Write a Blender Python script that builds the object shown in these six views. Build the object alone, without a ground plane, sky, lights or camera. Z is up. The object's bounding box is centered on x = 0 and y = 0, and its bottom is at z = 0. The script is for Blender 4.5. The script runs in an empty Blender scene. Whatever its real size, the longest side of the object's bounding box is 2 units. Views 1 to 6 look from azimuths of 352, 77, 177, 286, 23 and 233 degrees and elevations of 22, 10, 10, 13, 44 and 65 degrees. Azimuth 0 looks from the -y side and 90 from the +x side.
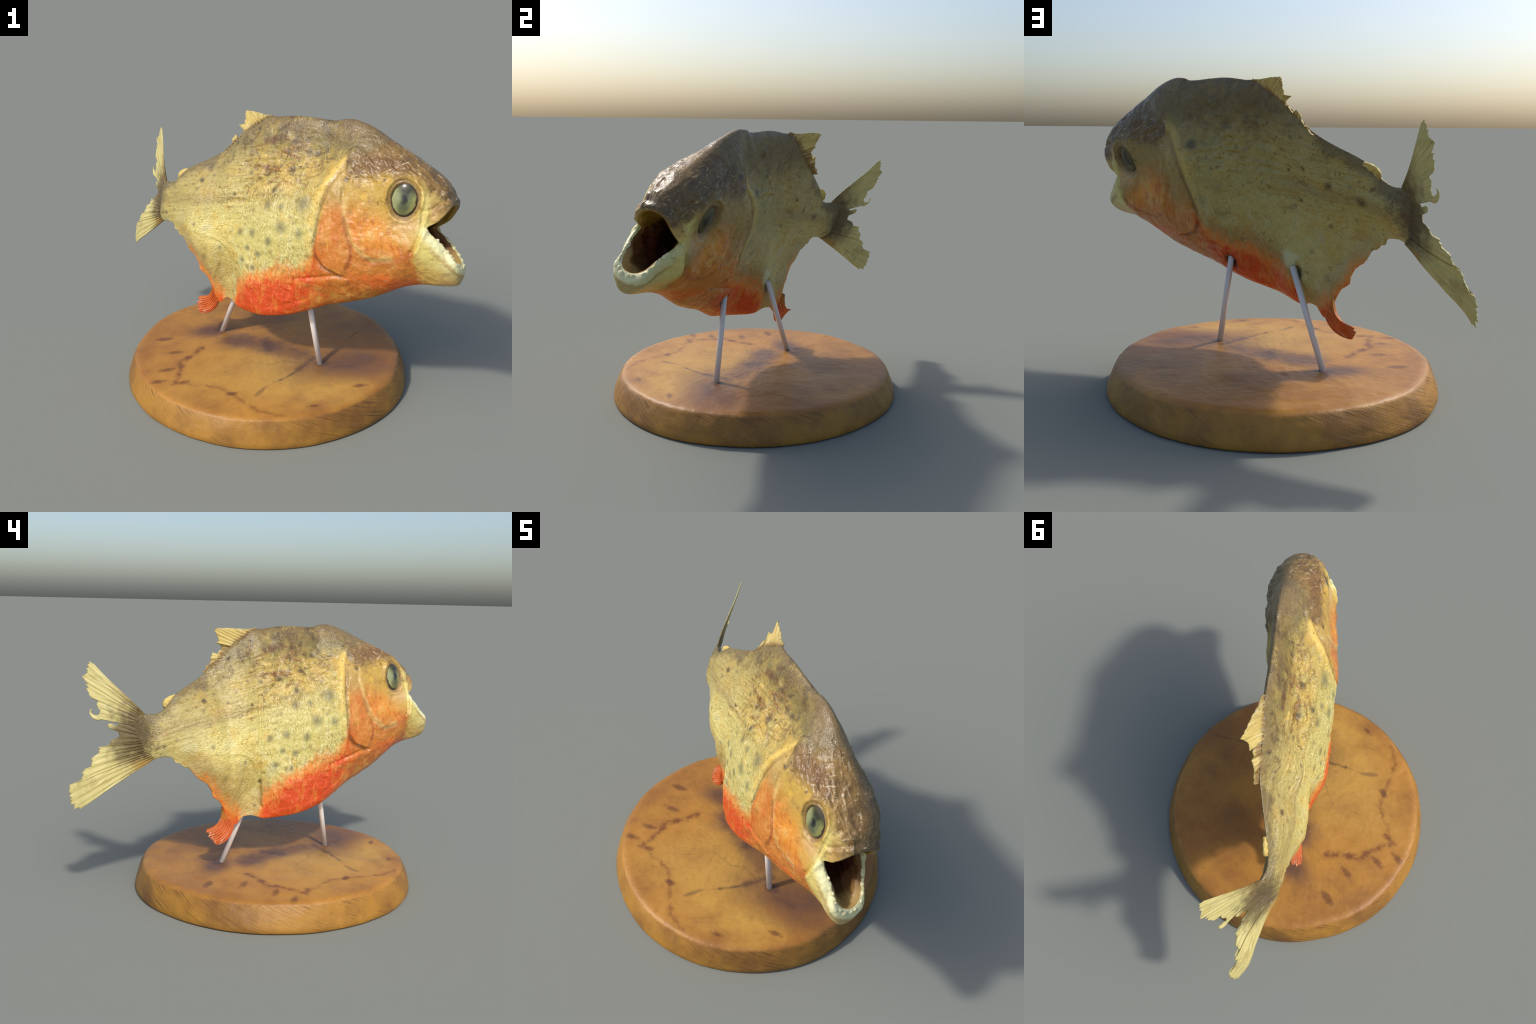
"""A stuffed piranha with open mouth on two rods over a round wooden base."""
import bpy
import bmesh
from mathutils import Matrix, Vector
import math
import numpy as np
from math import pi, sin, cos, radians

# ------------------------------------------------------------------ frame of the fish
# p runs along the fish (head +), q runs up its flank, n runs out of its right side
AXIS_P = np.array([0.79025161, -0.61277594, 0.00283472])
AXIS_Q = np.array([0.17023544, 0.22397919, 0.95961097])
AXIS_N = np.array([-0.58866144, -0.75785155, 0.2813161])
ORIGIN = np.array([0.0, 0.0, 1.0])


def pchip(x, y, t):
    """smooth curve without overshoot through the points (x, y)"""
    x, y, t = np.asarray(x, float), np.asarray(y, float), np.asarray(t, float)
    shape = (-1,) + (1,) * (y.ndim - 1)
    h = np.diff(x).reshape(shape)
    d = np.diff(y, axis=0) / h
    m = np.zeros_like(y)
    same = d[:-1] * d[1:] > 0
    w1, w2 = 2 * h[1:] + h[:-1], h[1:] + 2 * h[:-1]
    with np.errstate(divide="ignore", invalid="ignore"):
        hm = (w1 + w2) / (w1 / d[:-1] + w2 / d[1:])
    m[1:-1] = np.where(same, hm, 0)
    m[0], m[-1] = d[0], d[-1]
    i = np.clip(np.searchsorted(x, t, side="right") - 1, 0, len(x) - 2)
    s = ((t - x[i]) / (x[i + 1] - x[i])).reshape(shape)
    hh = (x[i + 1] - x[i]).reshape(shape)
    s = np.clip(s, 0, 1)
    return (y[i] * (1 + 2 * s) * (1 - s) ** 2 + m[i] * hh * s * (1 - s) ** 2
            + y[i + 1] * s * s * (3 - 2 * s) + m[i + 1] * hh * s * s * (s - 1))


def natural(x, y, t):
    """natural cubic spline, y may have several columns"""
    x, y, t = np.asarray(x, float), np.asarray(y, float), np.asarray(t, float)
    k = len(x)
    flat = y.reshape(k, -1)
    h = np.diff(x)
    A = np.eye(k)
    r = np.zeros_like(flat)
    for j in range(1, k - 1):
        A[j, j - 1], A[j, j], A[j, j + 1] = h[j - 1], 2 * (h[j - 1] + h[j]), h[j]
        r[j] = 6 * ((flat[j + 1] - flat[j]) / h[j] - (flat[j] - flat[j - 1]) / h[j - 1])
    M = np.linalg.solve(A, r)
    i = np.clip(np.searchsorted(x, t, side="right") - 1, 0, k - 2)
    hh = h[i][:, None]
    a = ((x[i + 1] - t) / h[i])[:, None]
    b = 1 - a
    out = a * flat[i] + b * flat[i + 1] + ((a ** 3 - a) * M[i] + (b ** 3 - b) * M[i + 1]) * hh * hh / 6
    return out.reshape((len(t),) + y.shape[1:])


def sm(e0, e1, x):
    t = np.clip((x - e0) / (e1 - e0), 0, 1)
    return t * t * (3 - 2 * t)


# ------------------------------------------------------------------ profiles of the body
# back: p, q, n of the crest
BACK = np.array([
    (-0.92, 0.215, -0.10), (-0.86, 0.205, -0.058), (-0.80, 0.197, -0.028), (-0.75, 0.215, -0.015), (-0.70, 0.262, -0.006),
    (-0.65, 0.306, -0.003), (-0.60, 0.334, -0.004), (-0.50, 0.383, -0.009), (-0.40, 0.440, -0.010),
    (-0.30, 0.519, 0.013), (-0.20, 0.597, 0.042), (-0.10, 0.657, 0.055), (-0.03, 0.694, 0.072),
    (0.03, 0.694, 0.080), (0.10, 0.700, 0.090), (0.20, 0.705, 0.104), (0.30, 0.701, 0.111),
    (0.40, 0.695, 0.112), (0.45, 0.694, 0.117), (0.50, 0.707, 0.123), (0.55, 0.708, 0.129),
    (0.60, 0.700, 0.133), (0.70, 0.667, 0.135), (0.80, 0.614, 0.137), (0.90, 0.564, 0.140)])
# belly: anal-fin edge, vent, keel, throat
BELLY = np.array([
    (-0.92, -0.085, -0.10), (-0.86, -0.080, -0.058), (-0.80, -0.072, -0.028), (-0.74, -0.080, -0.016), (-0.70, -0.118, -0.010),
    (-0.65, -0.150, 0.0), (-0.61, -0.190, 0.0), (-0.577, -0.240, 0.0), (-0.53, -0.266, 0.0), (-0.485, -0.336, -0.01),
    (-0.428, -0.405, -0.028), (-0.395, -0.465, -0.046), (-0.378, -0.51, -0.056), (-0.340, -0.575, -0.060), (-0.30, -0.548, -0.050),
    (-0.25, -0.516, -0.025), (-0.20, -0.525, -0.005), (-0.14, -0.553, 0.02), (-0.10, -0.556, 0.035),
    (-0.05, -0.558, 0.06), (0.0, -0.56, 0.085), (0.05, -0.557, 0.105), (0.10, -0.552, 0.12),
    (0.20, -0.535, 0.126), (0.30, -0.506, 0.122), (0.40, -0.464, 0.118), (0.50, -0.418, 0.119),
    (0.60, -0.383, 0.118), (0.70, -0.348, 0.118), (0.80, -0.310, 0.121), (0.90, -0.260, 0.126)])
LEVEL = [0.925, 0.80, 0.65, 0.50, 0.35, 0.20, 0.075]
# half widths at these levels, right side then left side
WIDTH = [
    (-0.92, (.003, .0045, .0052, .0055, .0052, .0045, .003), (.003, .0045, .0052, .0055, .0052, .0045, .003)),
    (-0.86, (.018, .031, .036, .036, .035, .029, .017), (.017, .029, .036, .036, .032, .026, .015)),
    (-0.80, (.020, .037, .042, .043, .042, .034, .019), (.018, .038, .050, .050, .042, .028, .015)),
    (-0.70, (.020, .042, .047, .047, .040, .030, .013), (.015, .034, .048, .044, .024, .004, .004)),
    (-0.50, (.028, .067, .092, .102, .104, .086, .036), (.008, .004, .005, -.015, -.040, -.040, -.004)),
    (-0.30, (.036, .080, .125, .140, .132, .072, .018), (.008, .006, -.013, -.040, -.057, -.038, -.002)),
    (-0.15, (.042, .076, .106, .120, .102, .048, .016), (.018, .020, .010, .000, .004, .036, .026)),
    (-0.05, (.038, .062, .092, .124, .116, .088, .050), (.026, .022, .034, .050, .054, .054, .038)),
    (0.05, (.037, .056, .100, .126, .112, .082, .047), (.036, .042, .076, .096, .088, .062, .040)),
    (0.15, (.037, .054, .106, .138, .123, .085, .047), (.042, .056, .110, .132, .114, .076, .046)),
    (0.25, (.036, .052, .112, .152, .144, .096, .053), (.046, .064, .130, .150, .130, .094, .056)),
    (0.37, (.034, .054, .138, .174, .166, .116, .062), (.046, .072, .146, .162, .144, .106, .064)),
    (0.47, (.038, .078, .162, .185, .182, .131, .073), (.052, .092, .166, .170, .153, .120, .073)),
    (0.55, (.048, .106, .173, .190, .186, .154, .084), (.054, .100, .168, .176, .162, .127, .070)),
    (0.62, (.062, .132, .180, .190, .187, .160, .090), (.070, .136, .172, .170, .162, .129, .074)),
    (0.75, (.084, .158, .182, .185, .187, .160, .098), (.084, .158, .174, .168, .164, .134, .076)),
    (0.90, (.116, .185, .178, .160, .172, .150, .100), (.110, .180, .168, .142, .150, .122, .078)),
]
# head rings, half of each: (p, q, width) from the top to the bottom; mirrored on the middle plane
HEAD_MID = [(.140, .141), (.138, .152), (.139, .163), (.141, .169), (.142, .169), (.143, .167), (.145, .166), (.148, .160), (.145, .15), (.14, .145)]
HEAD = [
    [(1.00, .512, 0), (1.00, .478, .095), (1.00, .395, .163), (1.00, .295, .163), (1.00, .185, .145), (1.00, .085, .160), (1.00, -.03, .160), (1.00, -.135, .105), (1.00, -.207, 0)],
    [(1.10, .452, 0), (1.10, .420, .084), (1.09, .360, .134), (1.08, .275, .149), (1.07, .180, .154), (1.07, .085, .160), (1.08, -.01, .155), (1.09, -.110, .095), (1.10, -.178, 0)],
    [(1.185, .382, 0), (1.18, .352, .078), (1.155, .300, .114), (1.12, .232, .135), (1.095, .165, .150), (1.11, .088, .158), (1.14, .01, .142), (1.175, -.095, .088), (1.20, -.167, 0)],
    [(1.218, .330, 0), (1.211, .305, .076), (1.188, .254, .118), (1.145, .195, .134), (1.106, .150, .132), (1.16, .088, .135), (1.21, .02, .121), (1.268, -.068, .098), (1.300, -.142, 0)],
    [(1.229, .308, 0), (1.221, .287, .072), (1.196, .235, .115), (1.150, .180, .131), (1.108, .142, .126), (1.17, .092, .120), (1.225, .042, .103), (1.292, -.03, .088), (1.317, -.080, 0)],
    [(1.222, .290, 0), (1.213, .271, .064), (1.188, .221, .103), (1.140, .170, .121), (1.102, .138, .118), (1.158, .098, .110), (1.212, .052, .095), (1.268, -.008, .068), (1.296, -.034, 0)],
    [(1.200, .278, 0), (1.190, .260, .052), (1.168, .215, .084), (1.124, .170, .106), (1.085, .135, .105), (1.138, .085, .096), (1.185, .040, .070), (1.228, -.020, .042), (1.246, -.044, 0)],
    [(1.12, .262, 0), (1.115, .245, .045), (1.09, .205, .08), (1.06, .165, .105), (1.04, .125, .118), (1.055, .07, .106), (1.08, .018, .084), (1.11, -.026, .046), (1.12, -.045, 0)],
    [(1.00, .235, 0), (1.00, .222, .04), (.99, .19, .07), (.98, .155, .09), (.975, .115, .10), (.98, .06, .09), (.99, .0, .072), (1.00, -.04, .04), (1.00, -.06, 0)],
    [(.86, .19, 0), (.86, .18, .025), (.855, .16, .045), (.85, .135, .055), (.85, .10, .058), (.85, .07, .052), (.855, .04, .04), (.86, .015, .02), (.86, .0, 0)],
]
RIM_RING = 5     # index in HEAD where the teeth stand; later rings line the mouth


def half_rings():
    """all control rings: arrays of 16 points (top, right side down, bottom, left side up)"""
    ps = np.concatenate([np.arange(-0.92, 0.851, 0.03), [0.88]])
    bk, bl = pchip(BACK[:, 0], BACK[:, 1:], ps), pchip(BELLY[:, 0], BELLY[:, 1:], ps)
    wp = [w[0] for w in WIDTH]
    wr, wl = (natural(wp, np.array([w[k] for w in WIDTH]), ps) for k in (1, 2))
    rings = []
    for i, p in enumerate(ps):
        (tq, tn), (bq, bn) = bk[i], bl[i]
        at = lambda v: (bq + v * (tq - bq), bn + v * (tn - bn))
        ring = [(p, tq, tn)]
        ring += [(p, at(v)[0], at(v)[1] + wr[i, k]) for k, v in enumerate(LEVEL)]
        ring += [(p, bq, bn)]
        ring += [(p, at(v)[0], at(v)[1] - wl[i, k]) for k, v in reversed(list(enumerate(LEVEL)))]
        rings.append(ring)
    for ring, (mt, mb) in zip(HEAD, HEAD_MID):
        mid = [mt + (mb - mt) * k / 8 for k in range(9)]
        right = [(p, q, m + w) for (p, q, w), m in zip(ring, mid)]
        left = [(p, q, m - w) for (p, q, w), m in zip(ring[1:-1], mid[1:-1])]
        rings.append(right + left[::-1])
    return np.array(rings)


def periodic(C, m):
    """closed cubic spline through the ring points, m samples; C has shape (rings, 16, 3)"""
    k = C.shape[1]
    A = np.zeros((k, k))
    R = np.zeros((k, k))
    for j in range(k):
        A[j, j] = 4
        A[j, (j + 1) % k] = A[j, (j - 1) % k] = 1
        R[j, (j + 1) % k], R[j, (j - 1) % k] = 3, -3
    D = np.einsum("jk,rkc->rjc", np.linalg.solve(A, R), C)
    t = np.arange(m) * k / m
    i = t.astype(int)
    s = (t - i)[None, :, None]
    j = (i + 1) % k
    return (C[:, i] * (1 + 2 * s) * (1 - s) ** 2 + D[:, i] * s * (1 - s) ** 2
            + C[:, j] * s * s * (3 - 2 * s) + D[:, j] * s * s * (s - 1))


def body_grid(step=0.0045, around=512):
    """the plain skin: grid of points (rings, around, 3) and the ring number of each row"""
    C = half_rings()
    gap = np.linalg.norm(np.diff(C, axis=0), axis=2).mean(1)
    x = np.concatenate([[0], np.cumsum(gap)])
    number = np.concatenate([np.linspace(0, 1, max(2, int(math.ceil(g / step))), endpoint=False) + i for i, g in enumerate(gap)] + [[len(C) - 1]])
    t = np.interp(number, np.arange(len(C)), x)
    rings = pchip(x, C, t)
    return periodic(rings, around), number


CAUDAL_BEND = np.array([(-1.36, -.385), (-1.28, -.34), (-1.213, -.285), (-1.168, -.262), (-1.109, -.238), (-1.034, -.19), (-.95, -.125),
                        (-.9, -.085), (-.802, -.029), (-.7, -.01)])

# ------------------------------------------------------------------ value noise for relief
_table = np.random.default_rng(7).random(4096)


def vnoise(x, y, z, seed=0):
    xi, yi, zi = (np.floor(a).astype(np.int64) for a in (x, y, z))
    fx, fy, fz = x - xi, y - yi, z - zi
    fx, fy, fz = (f * f * f * (f * (f * 6 - 15) + 10) for f in (fx, fy, fz))
    out = 0
    for a in (0, 1):
        for b in (0, 1):
            for c in (0, 1):
                h = ((xi + a) * 73856093 ^ (yi + b) * 19349663 ^ (zi + c) * 83492791 ^ (seed * 2654435)) % 4096
                out = out + _table[h] * (fx if a else 1 - fx) * (fy if b else 1 - fy) * (fz if c else 1 - fz)
    return out * 2 - 1


def fbm(P, scale, octaves=4, seed=0):
    s = np.asarray(scale, float) * np.ones(3)
    out, amp = 0, 1.0
    for o in range(octaves):
        out = out + amp * vnoise(P[:, 0] * s[0], P[:, 1] * s[1], P[:, 2] * s[2], seed + o)
        s, amp = s * 2.03, amp * 0.5
    return out


def ridged(P, scale, octaves=3, seed=0):
    s = np.asarray(scale, float) * np.ones(3)
    out, amp = 0, 1.0
    for o in range(octaves):
        out = out + amp * (1 - np.abs(vnoise(P[:, 0] * s[0], P[:, 1] * s[1], P[:, 2] * s[2], seed + o)) * 2.2)
        s, amp = s * 1.9, amp * 0.5
    return out


def along(P, line, smooth=5, reach=.13):
    """signed distance of the points to a curve on the flank (p, q), 9 far away; + lies left of its direction"""
    line = np.asarray(line, float)
    t = np.arange(len(line))
    line = natural(t, line, np.linspace(0, len(line) - 1, smooth * (len(line) - 1) + 1))
    out = np.full(len(P), 9.0)
    lo, hi = line.min(0) - reach, line.max(0) + reach
    close = np.nonzero((P[:, 0] > lo[0]) & (P[:, 0] < hi[0]) & (P[:, 1] > lo[1]) & (P[:, 1] < hi[1]))[0]
    X = P[close, :2]
    best, sign = np.full(len(X), 9.0), np.ones(len(X))
    for a, b in zip(line[:-1], line[1:]):
        d = b - a
        v = X - a
        v = v - np.clip((v @ d) / (d @ d), 0, 1)[:, None] * d
        r = np.hypot(v[:, 0], v[:, 1])
        closer = r < best
        best[closer] = r[closer]
        sign[closer] = np.where(d[0] * v[closer, 1] - d[1] * v[closer, 0] >= 0, 1, -1)
    out[close] = best * sign
    return out


def bump(d, w):
    return np.exp(-(d / w) ** 2)


# curves on the flank (p, q)
GIRDLE = [(.622, .520), (.560, .435), (.500, .330), (.462, .225), (.450, .06), (.438, -.068), (.440, -.135), (.530, -.208), (.640, -.232)]
GILL_SLIT = [(.600, .440), (.545, .360), (.505, .245), (.476, .125), (.472, .01), (.470, -.085), (.530, -.165), (.640, -.205)]
CHEEK_EDGE = [(.64, .358), (.632, .249), (.644, .141), (.693, .019), (.76, -.047), (.828, -.074), (.93, -.055), (1.04, .004)]
CHEEK_FOLD = [(.615, .30), (.622, .20), (.655, .085), (.700, -.01), (.708, -.085), (.685, -.150)]
KEEL_FOLD = [(-.158, -.538), (-.043, -.503), (.10, -.497), (.235, -.462), (.408, -.385)]
PELVIC_FOLD = [(.18, -.312), (.345, -.277), (.49, -.243), (.56, -.225), (.655, -.212)]
VENT_LINE = [(-.100, .22), (-.125, .11), (-.150, -.06), (-.150, -.20), (-.142, -.354), (-.146, -.46)]
FIN_FOLD = [(-.485, -.112), (-.38, -.135), (-.27, -.150), (-.19, -.25), (-.16, -.36)]
LATERAL_LINE = [(-.80, .055), (-.566, .11), (-.361, .141), (-.158, .172)]
LATERAL_LOW = [(-.79, .01), (-.60, .035), (-.452, .065), (-.176, .113)]
GAPE_FOLD = [(1.08, .235), (1.086, .17), (1.085, .12), (1.062, .03), (1.046, .003)]
JAW_FOLD = [(1.046, .003), (1.058, -.06), (1.10, -.12), (1.18, -.15)]
LIP_FOLD = [(1.10, .235), (1.145, .27), (1.19, .315), (1.225, .345)]
BROW_FOLD = [(.60, .38), (.66, .37), (.745, .377), (.835, .389), (.90, .40)]
DENT_LINE = [(-.10, .20), (-.02, .27), (.03, .33), (.07, .42)]

EYES = {+1: dict(at=(.972, .285), r=(.088, .108), n=0.30), -1: dict(at=(.953, .268), r=(.080, .105), n=-0.03)}


def relief(P, right, outside):
    """height of the skin relief at points P (p, q, n); right is 1 on the right side, -1 on the left"""
    p, q = P[:, 0], P[:, 1]
    R, L = (right > 0).astype(float), (right < 0).astype(float)
    h = 0.0045 * fbm(P, 7, 3, 1) + 0.0030 * fbm(P, 22, 3, 5)
    h += 0.0035 * (ridged(P, (9, 13, 9), 4, 91) - .7) * sm(.0, .5, fbm(P, 4, 2, 95)) * outside
    vary = (.25 + .75 * sm(-.5, .6, fbm(P, 9, 2, 77))) * (1 - .45 * L)
    # shoulder girdle with the gill slit in front of it
    gi = along(P, GIRDLE)
    h += 0.010 * bump(gi, .018) * (.30 + .70 * sm(.15, .40, q)) * (.5 + .5 * vary) * sm(-.26, -.12, q)
    sl = along(P, GILL_SLIT)
    h -= vary * 0.011 * bump(sl, .011) * sm(-.25, -.16, q) * (1 - sm(.38, .47, q))
    h += 0.007 * np.where(sl > 0, np.exp(-np.maximum(sl, 0) / .05), 0) * sm(.45, .5, p) * (1 - sm(.36, .46, q)) * sm(.010, .018, sl)
    # cheek plate and folds of the gill cover
    ce = along(P, CHEEK_EDGE)
    h -= vary * 0.005 * bump(ce + .006, .012)
    h += vary * 0.005 * bump(ce - .016, .018)
    cf = along(P, CHEEK_FOLD)
    h -= vary * 0.008 * bump(cf, .014)
    Q = np.stack([(p + .25 * q) * 48, q * 7, P[:, 2] * 4], 1)
    h += 0.0030 * fbm(Q, 1, 3, 45) * sm(.48, .53, p) * (1 - sm(.66, .74, p)) * (1 - sm(.30, .40, q))
    h += 0.0012 * ridged(np.stack([p + .5 * q, q, P[:, 2]], 1), (30, 10, 9), 3, 47) * sm(.66, .8, p) * (1 - sm(.26, .36, q)) * outside
    # mouth corner, lips and jaw
    h -= 0.010 * bump(along(P, GAPE_FOLD), .013)
    h += 0.007 * bump(along(P, [(a - .0 + .024, b) for a, b in GAPE_FOLD]), .014)
    h -= 0.006 * bump(along(P, JAW_FOLD), .014)
    h -= 0.006 * bump(along(P, LIP_FOLD), .010)
    h += 0.005 * bump(along(P, [(a + .012, b - .022) for a, b in LIP_FOLD]), .012)
    h -= 0.004 * bump(along(P, BROW_FOLD), .008)
    # keel, pelvic fold, vent line
    kf = along(P, KEEL_FOLD)
    h -= vary * 0.006 * bump(kf, .010)
    h += 0.004 * bump(kf + .022, .020)
    pf = along(P, PELVIC_FOLD)
    grow = sm(.19, .52, p)
    h -= 0.010 * bump(pf - .010, .010) * grow
    h += 0.006 * bump(pf + .018, .024) * grow
    h += R * 0.006 * bump(along(P, VENT_LINE), .009)
    h -= R * 0.007 * bump(along(P, VENT_LINE) + .016, .010)
    h -= R * 0.0035 * bump(along(P, FIN_FOLD), .012)
    h += R * 0.002 * bump(along(P, FIN_FOLD) - .018, .012)
    h += R * 0.004 * bump(along(P, LATERAL_LINE), .008)
    h -= R * 0.004 * bump(along(P, LATERAL_LINE) - .018, .009)
    h += 0.003 * bump(along(P, LATERAL_LOW), .008)
    h -= R * 0.009 * bump(along(P, DENT_LINE), .016)
    # long streaks on the tail stalk, upright streaks on the flank and in the belly
    lean = q - .18 * p
    Q = np.stack([p * 5, lean * 55, P[:, 2] * 4], 1)
    h += 0.0022 * fbm(Q, 1, 2, 11) * (1 - sm(-.35, -.1, p)) * sm(-.1, .0, q)
    Q = np.stack([(p - .12 * q) * 62, q * 7, P[:, 2] * 4], 1)
    h += 0.0024 * fbm(Q, 1, 2, 15) * sm(-.2, -.08, p) * (1 - sm(.42, .5, p)) * (1 - sm(.12, .3, q))
    Q = np.stack([(p - .5 * q) * 50, q * 9, P[:, 2] * 4], 1)
    h += 0.0018 * fbm(Q, 1, 2, 19) * (1 - sm(-.2, -.1, p)) * (1 - sm(-.16, -.06, q))
    Q = np.stack([p * 3.5, lean * 24, P[:, 2] * 6], 1)
    h += 0.0042 * (ridged(Q, 1, 3, 27) - .7) * sm(.12, -.05, p) * sm(.02, .10, q) * (1 - sm(.50, .62, q))
    h -= 0.006 * np.maximum(fbm(P, (9, 7, 9), 2, 29) - .45, 0) * sm(-.5, -.3, p) * (1 - sm(.45, .55, p)) * outside
    # dried, wrinkled shoulder
    dry = np.exp(-(((p - .20) / .20) ** 2 + ((q - .36) / .13) ** 2))
    h += 0.0100 * dry * ridged(P, (12, 28, 12), 4, 23) - .008 * dry
    # wrinkled crown and snout
    crown = sm(.62, .74, p + .5 * (.56 - q)) * sm(.33, .44, q + .28 * np.maximum(p - .9, 0)) * outside
    h += 0.0060 * crown * (ridged(np.stack([p - .3 * q, q + .55 * p, P[:, 2]], 1), (9, 24, 20), 4, 31) - .8)
    # pits: nostrils, pits in the shoulder
    for a, b, r, dep in ((1.113, .352, .020, .010), (1.150, .345, .015, .010)):
        h -= dep * np.exp(-((p - a) ** 2 + (q - b) ** 2) / r ** 2)
    for a, b, r, dep in ((.277, .399, .009, .008), (.051, .343, .022, .008), (.37, .495, .03, .007), (.288, .567, .022, .005), (.10, .46, .05, .006)):
        h -= R * dep * np.exp(-((p - a) ** 2 + (q - b) ** 2) / r ** 2)
    for a, b, r, dep in ((.285, .575, .028, -.012), (.31, .56, .02, .014), (.349, -.355, .028, .030), (-.156, -.325, .026, .028)):
        h -= L * dep * np.exp(-((p - a) ** 2 + (q - b) ** 2) / r ** 2)
    # sockets
    for side, e in EYES.items():
        m = R if side > 0 else L
        r = np.sqrt(((p - e["at"][0]) / e["r"][0]) ** 2 + ((q - e["at"][1]) / e["r"][1]) ** 2)
        depth = .026 if side > 0 else .024
        h = h * (1 - m * (1 - sm(.8, 1.3, r)) * .7) - m * depth * (1 - sm(.60, 1.02, r)) + m * .007 * bump(r - 1.16, .12) * (1 + .5 * fbm(P, 14, 2, 83)) + m * .004 * bump(r - .86, .06) - m * .005 * bump(r - 1.0, .05)
    return h


def grid_faces(nr, nc, closed=True):
    i = np.arange(nr - 1)[:, None]
    j = np.arange(nc if closed else nc - 1)[None, :]
    k = (j + 1) % nc
    return np.stack([i * nc + j, i * nc + k, (i + 1) * nc + k, (i + 1) * nc + j], -1).reshape(-1, 4)


def grid_normals(G):
    """normals of a grid closed around its second axis, pointing outward"""
    du = np.gradient(G, axis=0)
    dv = np.roll(G, -1, 1) - np.roll(G, 1, 1)
    n = np.cross(dv, du)
    n /= np.maximum(np.linalg.norm(n, axis=2, keepdims=True), 1e-9)
    return n


# ------------------------------------------------------------------ Blender helpers
FISH_MATRIX = Matrix(((AXIS_P[0], AXIS_Q[0], AXIS_N[0], ORIGIN[0]), (AXIS_P[1], AXIS_Q[1], AXIS_N[1], ORIGIN[1]),
                      (AXIS_P[2], AXIS_Q[2], AXIS_N[2], ORIGIN[2]), (0, 0, 0, 1)))


def new_mesh(name, verts, faces, material, smooth=True):
    me = bpy.data.meshes.new(name)
    verts = np.asarray(verts, np.float32)
    if isinstance(faces, np.ndarray) and faces.ndim == 2:
        k = faces.shape[1]
        me.vertices.add(len(verts))
        me.vertices.foreach_set("co", verts.ravel())
        me.loops.add(faces.size)
        me.loops.foreach_set("vertex_index", faces.astype(np.int32).ravel())
        me.polygons.add(len(faces))
        me.polygons.foreach_set("loop_start", np.arange(0, faces.size, k, dtype=np.int32))
        me.update(calc_edges=True)
        me.validate()
    else:
        me.from_pydata([tuple(map(float, v)) for v in verts], [], [tuple(map(int, f)) for f in faces])
        me.update()
    me.polygons.foreach_set("use_smooth", np.full(len(me.polygons), smooth))
    if material:
        me.materials.append(material)
    return me


def add(name, me, parent, fish=True):
    o = bpy.data.objects.new(name, me)
    bpy.context.scene.collection.objects.link(o)
    world = FISH_MATRIX if fish else Matrix()
    o.parent = parent
    if parent.get("fish_frame"):
        o.matrix_basis = Matrix()
    else:
        o.matrix_basis = world
    if fish:
        o["fish_frame"] = 1
    return o


def lin(r, g, b):
    return tuple(((c / 255 + .055) / 1.055) ** 2.4 if c > 10 else c / 255 / 12.92 for c in (r, g, b)) + (1.0,)


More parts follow.
